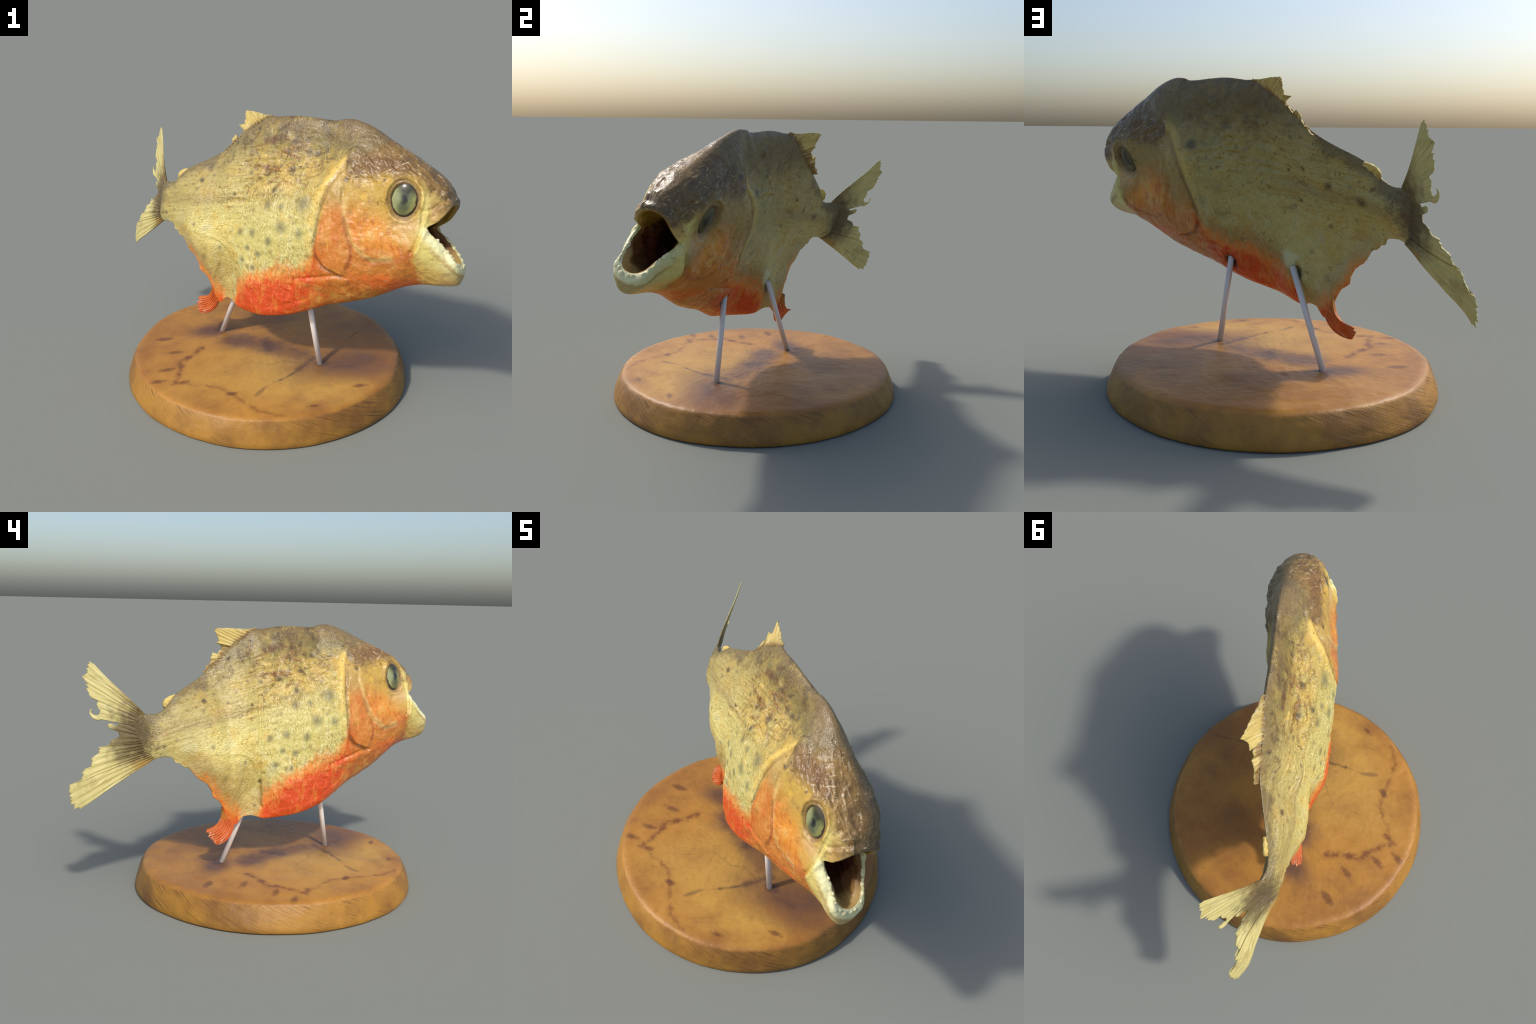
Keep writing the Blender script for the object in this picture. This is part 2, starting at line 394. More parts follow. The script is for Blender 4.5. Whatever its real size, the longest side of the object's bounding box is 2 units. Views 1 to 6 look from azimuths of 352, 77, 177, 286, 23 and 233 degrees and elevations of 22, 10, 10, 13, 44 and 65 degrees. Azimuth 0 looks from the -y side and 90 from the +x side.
class Nodes:
    """small helper that writes node trees as expressions"""

    def __init__(self, name, rough=.5, spec=.4):
        self.mat = bpy.data.materials.new(name)
        self.mat.use_nodes = True
        self.t = self.mat.node_tree
        self.t.nodes.clear()
        self.out = self.t.nodes.new("ShaderNodeOutputMaterial")
        self.bsdf = self.t.nodes.new("ShaderNodeBsdfPrincipled")
        self.t.links.new(self.bsdf.outputs[0], self.out.inputs[0])
        self.bsdf.inputs["Roughness"].default_value = rough
        self.bsdf.inputs["Specular IOR Level"].default_value = spec
        tc = self.t.nodes.new("ShaderNodeTexCoord")
        self.co = tc.outputs["Object"]
        sep = self.t.nodes.new("ShaderNodeSeparateXYZ")
        self.link(self.co, sep.inputs[0])
        self.x, self.y, self.z = sep.outputs

    def link(self, a, b):
        if isinstance(a, bpy.types.NodeSocket):
            self.t.links.new(a, b)
        else:
            b.default_value = a

    def m(self, op, a, b=0.0, c=None, clamp=False):
        n = self.t.nodes.new("ShaderNodeMath")
        n.operation, n.use_clamp = op, clamp
        self.link(a, n.inputs[0])
        self.link(b, n.inputs[1])
        if c is not None:
            self.link(c, n.inputs[2])
        return n.outputs[0]

    def add(self, a, b): return self.m("ADD", a, b)
    def sub(self, a, b): return self.m("SUBTRACT", a, b)
    def mul(self, a, b): return self.m("MULTIPLY", a, b)
    def inv(self, a): return self.m("SUBTRACT", 1.0, a)

    def step(self, lo, hi, x, a=0.0, b=1.0):
        n = self.t.nodes.new("ShaderNodeMapRange")
        n.interpolation_type = "SMOOTHSTEP"
        self.link(x, n.inputs["Value"])
        for key, v in (("From Min", lo), ("From Max", hi), ("To Min", a), ("To Max", b)):
            self.link(v, n.inputs[key])
        return n.outputs[0]

    def curve(self, x, pts, lo, hi):
        """piecewise curve y(x); y within lo..hi"""
        x0, x1 = pts[0][0], pts[-1][0]
        u = self.m("DIVIDE", self.sub(x, x0), x1 - x0, clamp=True)
        n = self.t.nodes.new("ShaderNodeFloatCurve")
        c = n.mapping.curves[0]
        P = [((a - x0) / (x1 - x0), (b - lo) / (hi - lo)) for a, b in pts]
        while len(c.points) < len(P):
            c.points.new(.5, .5)
        for pt, (a, b) in zip(c.points, P):
            pt.location = (a, b)
            pt.handle_type = "VECTOR"
        n.mapping.use_clip = False
        n.mapping.update()
        self.link(u, n.inputs["Value"])
        return self.m("MULTIPLY_ADD", n.outputs[0], hi - lo, lo)

    def vec(self, x, y, z):
        n = self.t.nodes.new("ShaderNodeCombineXYZ")
        for a, b in zip((x, y, z), n.inputs):
            self.link(a, b)
        return n.outputs[0]

    def scaled(self, sx, sy, sz, rot=0.0):
        n = self.t.nodes.new("ShaderNodeMapping")
        self.link(self.co, n.inputs[0])
        if rot:     # turn first, then stretch
            n.vector_type = "TEXTURE"
            sx, sy, sz = 1 / sx, 1 / sy, 1 / sz
        n.inputs["Scale"].default_value = (sx, sy, sz)
        n.inputs["Rotation"].default_value = (0, 0, rot)
        return n.outputs[0]

    def noise(self, scale=5.0, detail=3.0, rough=.55, vec=None, dist=0.0):
        n = self.t.nodes.new("ShaderNodeTexNoise")
        self.link(vec or self.co, n.inputs["Vector"])
        n.inputs["Scale"].default_value = scale
        n.inputs["Detail"].default_value = detail
        n.inputs["Roughness"].default_value = rough
        n.inputs["Distortion"].default_value = dist
        return n.outputs["Fac"]

    def voronoi(self, scale, vec=None, feature="F1", out="Distance", randomness=1.0):
        n = self.t.nodes.new("ShaderNodeTexVoronoi")
        n.feature = feature
        self.link(vec or self.co, n.inputs["Vector"])
        n.inputs["Scale"].default_value = scale
        n.inputs["Randomness"].default_value = randomness
        return n.outputs[out]

    def near(self, at, r=(1, 1, 1), wob=None):
        """elliptic distance from a point: 1 on the ellipsoid of radii r"""
        n = self.t.nodes.new("ShaderNodeVectorMath")
        n.operation = "SUBTRACT"
        self.link(self.co, n.inputs[0])
        n.inputs[1].default_value = at
        d = self.t.nodes.new("ShaderNodeVectorMath")
        d.operation = "DIVIDE"
        self.link(n.outputs[0], d.inputs[0])
        d.inputs[1].default_value = r
        l = self.t.nodes.new("ShaderNodeVectorMath")
        l.operation = "LENGTH"
        self.link(d.outputs[0], l.inputs[0])
        out = l.outputs["Value"]
        return self.add(out, wob) if wob is not None else out

    def blob(self, at, r, soft=.6, wob=None):
        return self.step(1 + soft, 1 - soft, self.near(at, r if not isinstance(r, (int, float)) else (r, r, r), wob))

    def path(self, points, width, rough, flat=False):
        """1 on a broken line through the points, 0 beyond its width; flat ignores the third coordinate"""
        if flat and not hasattr(self, "co_flat"):
            self.co_flat = self.vec(self.x, self.y, 0.0)
        d = None
        for a, b in zip(points[:-1], points[1:]):
            s = self.segment(tuple(a) + (0.0,) * (3 - len(a)), tuple(b) + (0.0,) * (3 - len(b)), self.co_flat if flat else self.co)
            d = s if d is None else self.m("MINIMUM", d, s)
        return self.step(width * 1.25, width * -.1, self.add(d, self.mul(rough, width)))

    def segment(self, a, b, co):
        """distance from the line between two points"""
        def vm(op, x, y=None):
            n = self.t.nodes.new("ShaderNodeVectorMath")
            n.operation = op
            self.link(x, n.inputs[0])
            if y is not None:
                self.link(y, n.inputs[3 if op == "SCALE" else 1])
            return n.outputs["Value" if op in ("DOT_PRODUCT", "LENGTH") else 0]
        ab = [j - i for i, j in zip(a, b)]
        v = vm("SUBTRACT", co, a)
        u = self.m("DIVIDE", vm("DOT_PRODUCT", v, ab), sum(x * x for x in ab), clamp=True)
        n = self.t.nodes.new("ShaderNodeVectorMath")
        n.operation = "SCALE"
        n.inputs[0].default_value = ab
        self.link(u, n.inputs["Scale"])
        return vm("LENGTH", vm("SUBTRACT", v, n.outputs[0]))

    def mix(self, a, b, f, mode="MIX"):
        n = self.t.nodes.new("ShaderNodeMix")
        n.data_type, n.blend_type = "RGBA", mode
        n.clamp_factor = True
        self.link(f, n.inputs[0])
        self.link(a, n.inputs[6])
        self.link(b, n.inputs[7])
        return n.outputs[2]

    def bump(self, height, strength=.3, distance=.01, normal=None):
        n = self.t.nodes.new("ShaderNodeBump")
        n.inputs["Strength"].default_value = strength
        n.inputs["Distance"].default_value = distance
        self.link(height, n.inputs["Height"])
        if normal is not None:
            self.link(normal, n.inputs["Normal"])
        return n.outputs[0]

    def finish(self, color, normal=None, rough=None):
        self.link(color, self.bsdf.inputs["Base Color"])
        if normal is not None:
            self.link(normal, self.bsdf.inputs["Normal"])
        if rough is not None:
            self.link(rough, self.bsdf.inputs["Roughness"])
        return self.mat


# ------------------------------------------------------------------ materials
BELLY_BORDER = [(-.80, -.35), (-.66, -.22), (-.61, -.215), (-.53, -.245), (-.47, -.305), (-.41, -.375), (-.36, -.435), (-.30, -.46), (-.24, -.54), (-.175, -.55),
                (-.14, -.43), (-.10, -.385), (-.05, -.335), (0, -.30), (.10, -.255), (.25, -.215), (.42, -.165), (.46, -.10),
                (.485, .03), (.51, .21), (.55, .27), (.62, .25), (.77, .235), (.86, .20), (.95, .135), (1.03, .09),
                (1.065, .0), (1.085, -.09), (1.15, -.145), (1.25, -.195), (1.35, -.25)]
CROWN_BORDER = [(.56, .80), (.585, .60), (.60, .42), (.655, .372), (.745, .38), (.835, .392), (.92, .405), (1.0, .425), (1.06, .39), (1.10, .32), (1.16, .295), (1.21, .27), (1.27, .22)]
FLANK_SPOTS = [(.006, -.036, .206, .022), (.144, -.068, .239, .022), (.228, .03, .265, .030), (.101, .147, .233, .024), (.208, .151, .264, .018),
               (.358, .192, .287, .036), (-.026, -.136, .184, .016), (.057, -.162, .204, .018), (-.079, -.22, .153, .018), (.364, .011, .287, .022),
               (.025, -.256, .184, .014), (-.10, -.044, .164, .020), (-.46, -.152, .080, .012), (-.417, -.261, .057, .014),
               (-.007, -.185, .071, .024), (-.253, -.215, .022, .014), (-.341, -.352, -.007, .018), (-.155, .02, .03, .018),
               (.30, -.02, -.01, .035), (.40, .05, -.045, .03), (.22, .02, .03, .03), (.10, .0, .04, .025), (.28, .14, -.02, .035), (.15, .10, .03, .03)]
DARK_SPOTS = [(.051, .343, .164, .024), (.224, .375, .187, .024), (.277, .399, .18, .009), (.136, .246, .213, .018), (-.183, .181, .14, .012), (-.031, .233, .157, .010),
              (-.488, .242, .06, .016), (.288, .567, .159, .014), (.371, .495, .165, .022), (-.08, .612, .101, .014), (-.252, .511, .058, .014),
              (-.157, -.307, .06, .013), (.603, .464, .274, .016), (.624, .36, .30, .018), (.852, .381, .319, .010), (.31, .50, .165, .018), (-.12, .47, .08, .012),
              (-.20, .44, .08, .012), (.10, .56, .11, .02),
              (-.115, .339, .015, .014), (-.178, .237, .023, .010), (-.288, .257, .007, .014), (-.205, .192, .019, .014), (-.428, .173, .0, .022),
              (-.621, .109, -.025, .026), (-.222, .067, .033, .010), (-.637, .029, -.03, .008), (.31, .54, .03, .026), (.42, .37, -.01, .03)]


def skin_material(zone):
    """zone is trunk or head: the same skin, each with the marks that lie on it"""
    trunk = zone == "trunk"
    g = Nodes("fish_skin_" + zone, rough=.42, spec=.45)
    p, q, n = g.x, g.y, g.z
    big = g.sub(g.noise(5, 4, .6), .5)
    mid = g.sub(g.noise(19, 4, .6), .5)
    fine = g.sub(g.noise(75, 3, .6), .5)
    streak_up = g.sub(g.noise(1, 3, .6, g.scaled(95, 22, 30, .12)), .5)
    qw = g.add(q, g.add(g.mul(big, .24), g.mul(mid, .12)))
    rear = g.step(.02, -.25, p)
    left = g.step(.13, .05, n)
    head = g.mul(g.step(.455, .50, p), g.step(.50, .40, g.add(g.sub(q, g.mul(g.m("MAXIMUM", g.sub(p, .62), 0.0), .6)), g.mul(mid, .10))))
    # flank: cream below, tan to olive brown on the back
    col = g.mix(lin(200, 188, 112), lin(178, 162, 92), g.step(-.04, .26, qw))
    col = g.mix(col, lin(126, 113, 66), g.step(.28, .56, qw))
    col = g.mix(col, lin(120, 94, 60), g.mul(g.step(.56, .70, qw), .6))
    col = g.mix(col, lin(194, 177, 108), g.mul(g.mul(rear, g.step(.05, .2, q)), .6))
    col = g.mix(col, lin(214, 197, 116), g.mul(rear, g.step(.12, -.06, q)))
    col = g.mix(col, lin(206, 172, 80), g.mul(g.mul(g.step(.50, .66, g.noise(8, 4, .6)), g.step(.46, .30, q)), .55))
    col = g.mix(col, lin(172, 148, 78), g.mul(g.mul(g.step(.50, .62, g.noise(15, 5, .65)), g.step(.36, .50, q)), .6))
    col = g.mix(col, lin(206, 204, 152), g.mul(g.mul(g.step(.50, .66, g.noise(9, 4, .6, g.scaled(1.6, .8, 1))), g.step(.15, -.1, q)), .6))
    # golden, dried shoulder with red-brown stains
    dry = g.blob((.18, .36, .17), (.30, .16, .16), .7, mid)
    col = g.mix(col, lin(200, 168, 84), g.mul(g.mul(dry, g.step(.38, .62, g.noise(9, 4, .6))), .8))
    col = g.mix(col, lin(138, 84, 46), g.mul(g.mul(g.blob((.16, .45, .14), (.36, .13, .25), .7, mid), g.step(.55, .66, g.noise(1, 5, .65, g.scaled(7, 17, 8), .7))), .75))
    weave = g.noise(1, 5, .65, g.scaled(9, 24, 10, .15), dist=.8)
    col = g.mix(col, lin(138, 92, 44), g.mul(g.mul(dry, g.step(.50, .62, weave)), g.m("MULTIPLY_ADD", left, -.4, .75)))
    col = g.mix(col, lin(222, 188, 100), g.mul(g.mul(dry, g.step(.44, .33, weave)), g.m("MULTIPLY_ADD", left, -.6, .65)))
    blotch = g.mul(g.step(.50, .64, g.noise(11, 6, .7, dist=.6)), g.step(.22, .48, q))
    col = g.mix(col, lin(84, 68, 46), g.mul(blotch, .80))
    if trunk:
        for pts, w, c, f in (([(.0, .535, .14), (.06, .55, .14), (.13, .561, .149)], .030, (112, 66, 40), .85), ([(-.05, .372, .146), (.0, .38, .155), (.05, .379, .165)], .024, (122, 62, 34), .8),
                             ([(.23, .53, .161), (.33, .498, .165)], .038, (120, 78, 44), .8), ([(.35, .492, .165), (.40, .502, .168)], .022, (44, 38, 36), .9), ([(.24, .556, .16), (.30, .566, .16)], .020, (84, 58, 42), .7),
                             ([(.13, .47, .17), (.20, .50, .165)], .030, (132, 92, 48), .7), ([(-.13, .53, .10), (-.11, .44, .12), (-.09, .37, .14)], .018, (104, 76, 46), .6), ([(.44, .60, .17), (.38, .66, .15), (.40, .69, .12)], .045, (78, 64, 48), .6),
                             ([(.20, .64, .14), (.10, .62, .13)], .04, (104, 78, 50), .5), ([(-.10, .25, .14), (.0, .31, .15), (.06, .37, .165)], .014, (128, 92, 44), .6), ([(-.12, .12, .15), (-.09, .20, .15)], .010, (112, 84, 44), .6)):
            col = g.mix(col, lin(*(x * .8 for x in c)), g.mul(g.path(pts, w, g.add(g.mul(mid, 3.0), g.mul(fine, 1.5))), f))
    # yellow-brown lateral band
    lean = g.sub(q, g.m("MULTIPLY_ADD", p, .14, .185))
    col = g.mix(col, lin(150, 122, 82), g.mul(g.mul(rear, g.step(.05, .01, g.m("ABSOLUTE", g.add(lean, g.mul(mid, .05))))), .40))
    streaks = g.mul(g.step(.52, .66, g.noise(1, 4, .65, g.scaled(7, 62, 14, .17), dist=.3)), g.mul(g.step(.10, -.08, p), g.step(-.05, .05, q)))
    col = g.mix(col, lin(142, 112, 64), g.mul(streaks, .5))
    col = g.mix(col, lin(132, 112, 64), g.mul(left, .34))  # left side tinted a darker olive brown
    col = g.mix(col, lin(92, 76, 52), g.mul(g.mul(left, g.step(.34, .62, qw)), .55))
    # head: yellow gill cover, orange cheek, brown crown, dark snout
    col = g.mix(col, g.mix(lin(190, 154, 70), lin(146, 122, 66), left), g.mul(head, .92))
    col = g.mix(col, lin(164, 126, 66), g.mul(g.mul(head, g.step(.50, .66, g.noise(10, 4, .6))), .6))
    col = g.mix(col, lin(204, 168, 118), g.mul(g.blob((1.01, .15, .135), (.11, .06, .25), .6, mid), .8))
    border = g.curve(p, BELLY_BORDER, -.6, .4)
    below = g.sub(border, g.add(q, g.add(g.mul(big, .16), g.add(g.mul(streak_up, .17), g.mul(mid, .08)))))
    soft = g.m("MULTIPLY_ADD", head, .055, 1.0)
    orange = g.step(g.m("MULTIPLY_ADD", head, .0, -.060), g.m("MULTIPLY_ADD", head, .040, .085), below)
    orange = g.mul(orange, g.inv(g.mul(left, g.mul(g.blob((.56, .16, -.04), (.11, .17, .2), .6, mid), .85))))
    ph = g.step(.34, .60, g.add(p, g.mul(mid, .4)))
    red = g.mix(lin(204, 72, 27), lin(188, 114, 45), ph)
    red = g.mix(red, lin(208, 122, 48), g.mul(g.step(.48, .64, g.noise(1, 4, .65, g.scaled(16, 8, 10, .2))), .65))
    red = g.mix(red, lin(214, 140, 50), g.mul(g.blob((.85, .11, .135), (.20, .15, .4), .6, mid), g.step(.26, .54, g.noise(8, 3))))
    red = g.mix(red, lin(210, 160, 80), g.mul(g.mul(ph, g.step(.50, .66, g.noise(10, 4, .6))), .8))
    red = g.mix(red, lin(166, 88, 33), g.mul(g.mul(ph, g.step(.52, .66, g.noise(1, 4, .6, g.scaled(28, 10, 12, .25)))), .6))
    red = g.mix(red, lin(186, 74, 30), g.mul(g.step(.54, .7, g.noise(1, 3, .6, g.scaled(45, 14, 20, .2))), .4))
    red = g.mix(red, lin(196, 116, 48), g.mul(g.blob((.58, .05, .135), (.10, .20, .4), .6, mid), .7))
    red = g.mix(red, lin(214, 164, 86), g.mul(g.mul(g.blob((.57, .08, .135), (.11, .22, .4), .6, mid), g.step(.50, .66, g.noise(1, 4, .6, g.scaled(42, 6, 12, .15)))), .65))
    red = g.mix(red, lin(190, 122, 50), g.mul(g.blob((.86, -.13, .135), (.26, .08, .4), .6, mid), .75))
    red = g.mix(red, lin(218, 96, 36), g.mul(g.blob((.98, -.20, .135), (.26, .05, .4), .6, mid), .7))
    red = red if trunk else g.mix(red, lin(208, 150, 72), g.mul(g.path([(.505, .17), (.545, .10), (.555, .0)], .035, g.mul(mid, 2.5), True), .55))
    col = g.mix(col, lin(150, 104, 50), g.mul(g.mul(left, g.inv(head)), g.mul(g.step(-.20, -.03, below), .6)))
    col = g.mix(col, red, orange)
    if not trunk:
        rim = g.path(CHEEK_EDGE[1:7], .024, g.add(g.mul(mid, 2.4), g.mul(fine, 1.2)), True)
        col = g.mix(col, lin(216, 188, 118), g.mul(rim, g.m("MULTIPLY_ADD", left, -.55, .65)))
        fold = g.path([(.640, .14), (.665, .05), (.697, -.02), (.704, -.09), (.680, -.15)], .018, g.mul(mid, 2.2), True)
        col = g.mix(col, lin(140, 64, 32), g.mul(fold, g.m("MULTIPLY_ADD", left, -.40, .60)))
        under = g.path([(a + .004, b - .020) for a, b in CHEEK_EDGE[4:]], .020, g.mul(mid, 2.2), True)
        col = g.mix(col, lin(150, 74, 34), g.mul(under, .55))
        slit = g.path(GILL_SLIT[1:], .016, g.mul(mid, 2.0), True)
        col = g.mix(col, lin(98, 66, 36), g.mul(slit, .65))
    gill = g.blob((.575, .31, .135), (.075, .12, .4), .6, mid)
    col = g.mix(col, lin(176, 150, 92), g.mul(g.mul(gill, head), .6))
    col = g.mix(col, lin(230, 146, 56), g.mul(g.mul(orange, g.step(.10, .0, below)), g.inv(head)))
    finzone = g.mul(g.step(.0, -.04, g.sub(q, g.curve(p, [(-.72, -.08), (-.60, -.10), (-.47, -.12), (-.36, -.145), (-.27, -.17), (-.20, -.27), (-.15, -.45)], -.5, .0))), g.step(-.14, -.18, p))
    col = g.mix(col, g.mix(lin(186, 160, 84), lin(204, 190, 124), g.step(.4, .6, g.noise(8, 3))), g.mul(g.mul(finzone, g.inv(orange)), .45))
    girdle = g.curve(q, sorted([(b, a) for a, b in GIRDLE[:7]]), .3, .8)
    band = g.mul(g.step(.038, .006, g.m("ABSOLUTE", g.add(g.sub(p, g.sub(girdle, .010)), g.mul(mid, .03)))), g.mul(g.step(-.22, -.10, q), g.step(.53, .46, q)))
    col = g.mix(col, lin(220, 188, 96), g.mul(g.mul(band, g.m("MULTIPLY_ADD", left, -.45, .85)), g.step(.0, .28, g.add(q, g.mul(mid, .4)), .35, 1.0)))
    crown_line = g.curve(p, CROWN_BORDER, .0, .9)
    over = g.sub(g.add(g.add(q, g.mul(g.mul(left, g.step(.85, 1.1, p)), .05)), g.add(g.mul(mid, .10), g.mul(big, .08))), crown_line)
    crown = g.mul(g.step(-.040, .035, over), g.m("MAXIMUM", g.step(.80, .86, g.add(p, g.mul(mid, .1))), g.step(.03, -.03, g.add(g.sub(q, g.curve(p, [(.60, .51), (.70, .53), (.77, .555), (.83, .62), (.90, .75)], .4, .9)), g.mul(mid, .06)))))
    nape = g.mul(g.mul(g.step(.44, .62, g.add(p, g.mul(big, .3))), g.step(.50, .58, qw)), g.inv(crown))
    col = g.mix(col, lin(122, 102, 70), g.mul(nape, .7))
    brown = g.mix(lin(104, 80, 52), lin(140, 110, 66), g.step(.38, .66, g.noise(12, 5, .6)))
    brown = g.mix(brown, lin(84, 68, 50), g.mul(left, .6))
    brown = g.mix(brown, lin(60, 52, 44), g.step(1.15, 1.25, g.add(g.add(p, g.mul(mid, .14)), g.mul(g.sub(q, .33), .35))))
    brown = g.mix(brown, lin(104, 72, 50), g.mul(g.blob((.82, .46, .3), (.14, .05, .3), .5, mid), .8))
    col = g.mix(col, brown, g.mul(crown, .86))
    if not trunk:
        # pale lips and jaw
        jaw = g.mul(g.step(1.045, 1.10, g.add(p, g.mul(mid, .06))), g.mul(g.inv(orange), g.inv(crown)))
        col = g.mix(col, g.mix(lin(216, 200, 118), lin(202, 196, 136), g.step(1.14, 1.26, p)), g.mul(jaw, .85))
        col = g.mix(col, lin(198, 142, 60), g.mul(g.mul(jaw, g.step(.10, .0, g.sub(q, g.curve(p, [(1.05, -.06), (1.15, -.125), (1.35, -.15)], -.2, .0)))), .55))
        lip = g.sub(g.add(q, g.mul(mid, .05)), g.curve(p, [(1.06, .16), (1.15, .085), (1.22, .035), (1.30, -.03), (1.36, -.07)], -.2, .2))
        white = g.mul(jaw, g.step(-.065, -.005, lip))
        low = g.step(.17, .13, q)
        col = g.mix(col, g.mix(lin(232, 229, 178), lin(196, 186, 122), g.mul(left, .8)), g.mul(g.mul(white, low), g.step(1.07, 1.15, p, .35, .88)))
        col = g.mix(col, lin(156, 120, 62), g.mul(g.mul(g.mul(g.step(.022, .006, g.m("ABSOLUTE", g.add(lip, .052))), low), g.step(1.12, 1.2, p)), .6))
        col = g.mix(col, lin(150, 118, 66), g.mul(g.mul(white, low), g.mul(g.step(.55, .68, g.noise(30, 4, .65)), .5)))
        uplip = g.mul(g.step(1.09, 1.14, p), g.step(.16, .20, q))
        col = g.mix(col, lin(178, 142, 78), g.mul(g.mul(uplip, g.inv(crown)), .9))
        col = g.mix(col, lin(120, 88, 52), g.mul(g.mul(uplip, g.blob((1.17, .262, .135), (.055, .030, .4), .6, mid)), .6))
        chin = g.mul(g.step(1.27, 1.33, p), g.step(-.085, -.12, q))
        col = g.mix(col, lin(140, 116, 68), g.mul(chin, .6))
        # eye surrounds
        for side, e in EYES.items():
            r = g.near((e["at"][0], e["at"][1], e["n"]), (e["r"][0], e["r"][1], .12), g.mul(mid, .35))
            ring = g.mul(g.step(.80, .92, r), g.step(1.16, .98, r))
            col = g.mix(col, lin(88, 70, 52), g.mul(ring, .55 if side > 0 else .3))
            col = g.mix(col, lin(116, 92, 62), g.mul(g.step(.98, .80, r), .85))
        if side > 0:
            col = g.mix(col, lin(58, 44, 40), g.mul(g.mul(g.blob((.935, .195, .29), (.055, .055, .2), .6, mid), g.mul(g.step(.90, 1.0, r), g.step(1.20, 1.08, r))), .85))
            col = g.mix(col, lin(62, 48, 42), g.mul(g.mul(g.blob((1.04, .25, .29), (.03, .07, .2), .6, mid), g.mul(g.step(.82, .92, r), g.step(1.10, 1.0, r))), .8))
            col = g.mix(col, lin(64, 50, 40), g.mul(g.mul(g.step(.05, .015, g.m("ABSOLUTE", g.sub(r, 1.0))), g.step(.45, .55, g.noise(9, 2))), .75 if side > 0 else .25))
    # grain: upright flecks on the flank, lengthwise on the tail, scales on the back
    flank_grain = g.noise(1, 3, .6, g.scaled(120, 52, 45, .12))
    rear_grain = g.noise(1, 3, .6, g.scaled(55, 130, 50, .17))
    scale_d = g.voronoi(1, g.scaled(105, 128, 60, .17), randomness=.5)
    back_grain = g.m("MULTIPLY_ADD", scale_d, -.42, .70)
    upper = g.step(.22, .42, qw)
    def blend(a, b, f):
        return g.add(g.mul(a, g.inv(f)), g.mul(b, f))
    grain = blend(blend(flank_grain, rear_grain, g.step(-.08, -.22, p)), back_grain, g.mul(upper, .75))
    body = g.mul(g.inv(head), g.inv(g.mul(orange, .78)))
    body = g.mul(body, g.inv(g.mul(crown, .6)))
    body = g.mul(body, g.step(.30, .62, g.noise(6, 4, .65), .35, 1.0))
    dark = g.mix(col, lin(96, 72, 34), .62)
    col = g.mix(col, dark, g.mul(g.mul(g.step(.49, .34, grain), g.mul(body, .80)), g.m("MULTIPLY_ADD", left, -.55, 1.0)))
    light = g.mix(col, lin(250, 244, 200), .70)  # whitish highlights of the sunlit scales, painted into the grain
    col = g.mix(col, light, g.mul(g.mul(g.step(.52, .70, grain), g.mul(body, g.m("MULTIPLY_ADD", upper, -.40, .80))), g.m("MULTIPLY_ADD", left, -.75, 1.0)))
    # scattered faint spots
    cells = g.scaled(13, 13, 13)
    pick = g.t.nodes.new("ShaderNodeTexVoronoi")
    g.link(cells, pick.inputs["Vector"])
    pick.inputs["Scale"].default_value = 1.0
    chosen = g.t.nodes.new("ShaderNodeSeparateColor")
    g.link(pick.outputs["Color"], chosen.inputs[0])
    small = g.mul(g.step(.24, .08, g.add(pick.outputs["Distance"], g.add(g.mul(mid, .25), g.mul(g.sub(.5, grain), .5)))), g.step(.35, .45, chosen.outputs[0]))
    col = g.mix(col, lin(92, 80, 54), g.mul(g.mul(small, body), .62))
    # spots: loose clusters of dark grains
    wob = g.add(g.mul(mid, 1.2), g.mul(g.sub(.5, grain), 2.2))
    spots = None
    for a, b, c, r in [x for x in FLANK_SPOTS if (x[0] < .5 if trunk else x[0] > .38)]:
        s = g.blob((a, b, c), r * 1.12, .75, wob)
        spots = s if spots is None else g.m("MAXIMUM", spots, s)
    col = g.mix(col, lin(104, 102, 76), g.mul(spots, g.m("MULTIPLY_ADD", left, -.30, .72)))
    spots = None
    for a, b, c, r in [x for x in DARK_SPOTS if (x[0] < .62 if trunk else x[0] > .40)]:
        s = g.blob((a, b, c), r, .65, wob)
        spots = s if spots is None else g.m("MAXIMUM", spots, s)
    col = g.mix(col, lin(56, 44, 36), g.mul(spots, .78))
    if not trunk:
        col = g.mix(col, lin(208, 168, 72), g.mul(g.blob((.743, .272, .31), .022, .4, wob), .8))
        col = g.mix(col, lin(170, 146, 96), g.mul(g.blob((.624, .422, .288), .020, .5), .7))
    speck = g.mul(g.step(.58, .70, g.noise(30, 4, .65)), g.step(-.15, .3, g.add(q, g.mul(big, .4))))
    col = g.mix(col, lin(86, 62, 38), g.mul(g.mul(speck, g.inv(orange)), .70))
    faint = g.mul(g.step(.62, .70, g.noise(24, 3, .6, g.scaled(1, .8, 1))), g.inv(head))
    col = g.mix(col, lin(128, 104, 58), g.mul(g.mul(faint, g.inv(orange)), .55))
    scratch = g.m("MAXIMUM", g.step(.61, .69, g.noise(1, 3, .6, g.scaled(16, 85, 30, -.75))), g.step(.62, .70, g.noise(1, 3, .6, g.scaled(14, 80, 26, .55))))
    col = g.mix(col, lin(214, 196, 156), g.mul(g.mul(scratch, g.m("MAXIMUM", crown, g.mul(head, .35))), .55))
    # fine dark creases and pale flecks on the head
    crease = g.step(.05, .015, g.voronoi(1, g.scaled(16, 24, 18), "DISTANCE_TO_EDGE"))
    col = g.mix(col, lin(78, 56, 36), g.mul(g.mul(g.mul(crease, g.m("MAXIMUM", crown, dry)), g.step(.45, .6, g.noise(14, 3))), .5))
    col = g.mix(col, g.mix(col, lin(80, 52, 30), .5), g.mul(g.step(.07, .34, g.add(mid, g.mul(fine, .6))), .48))
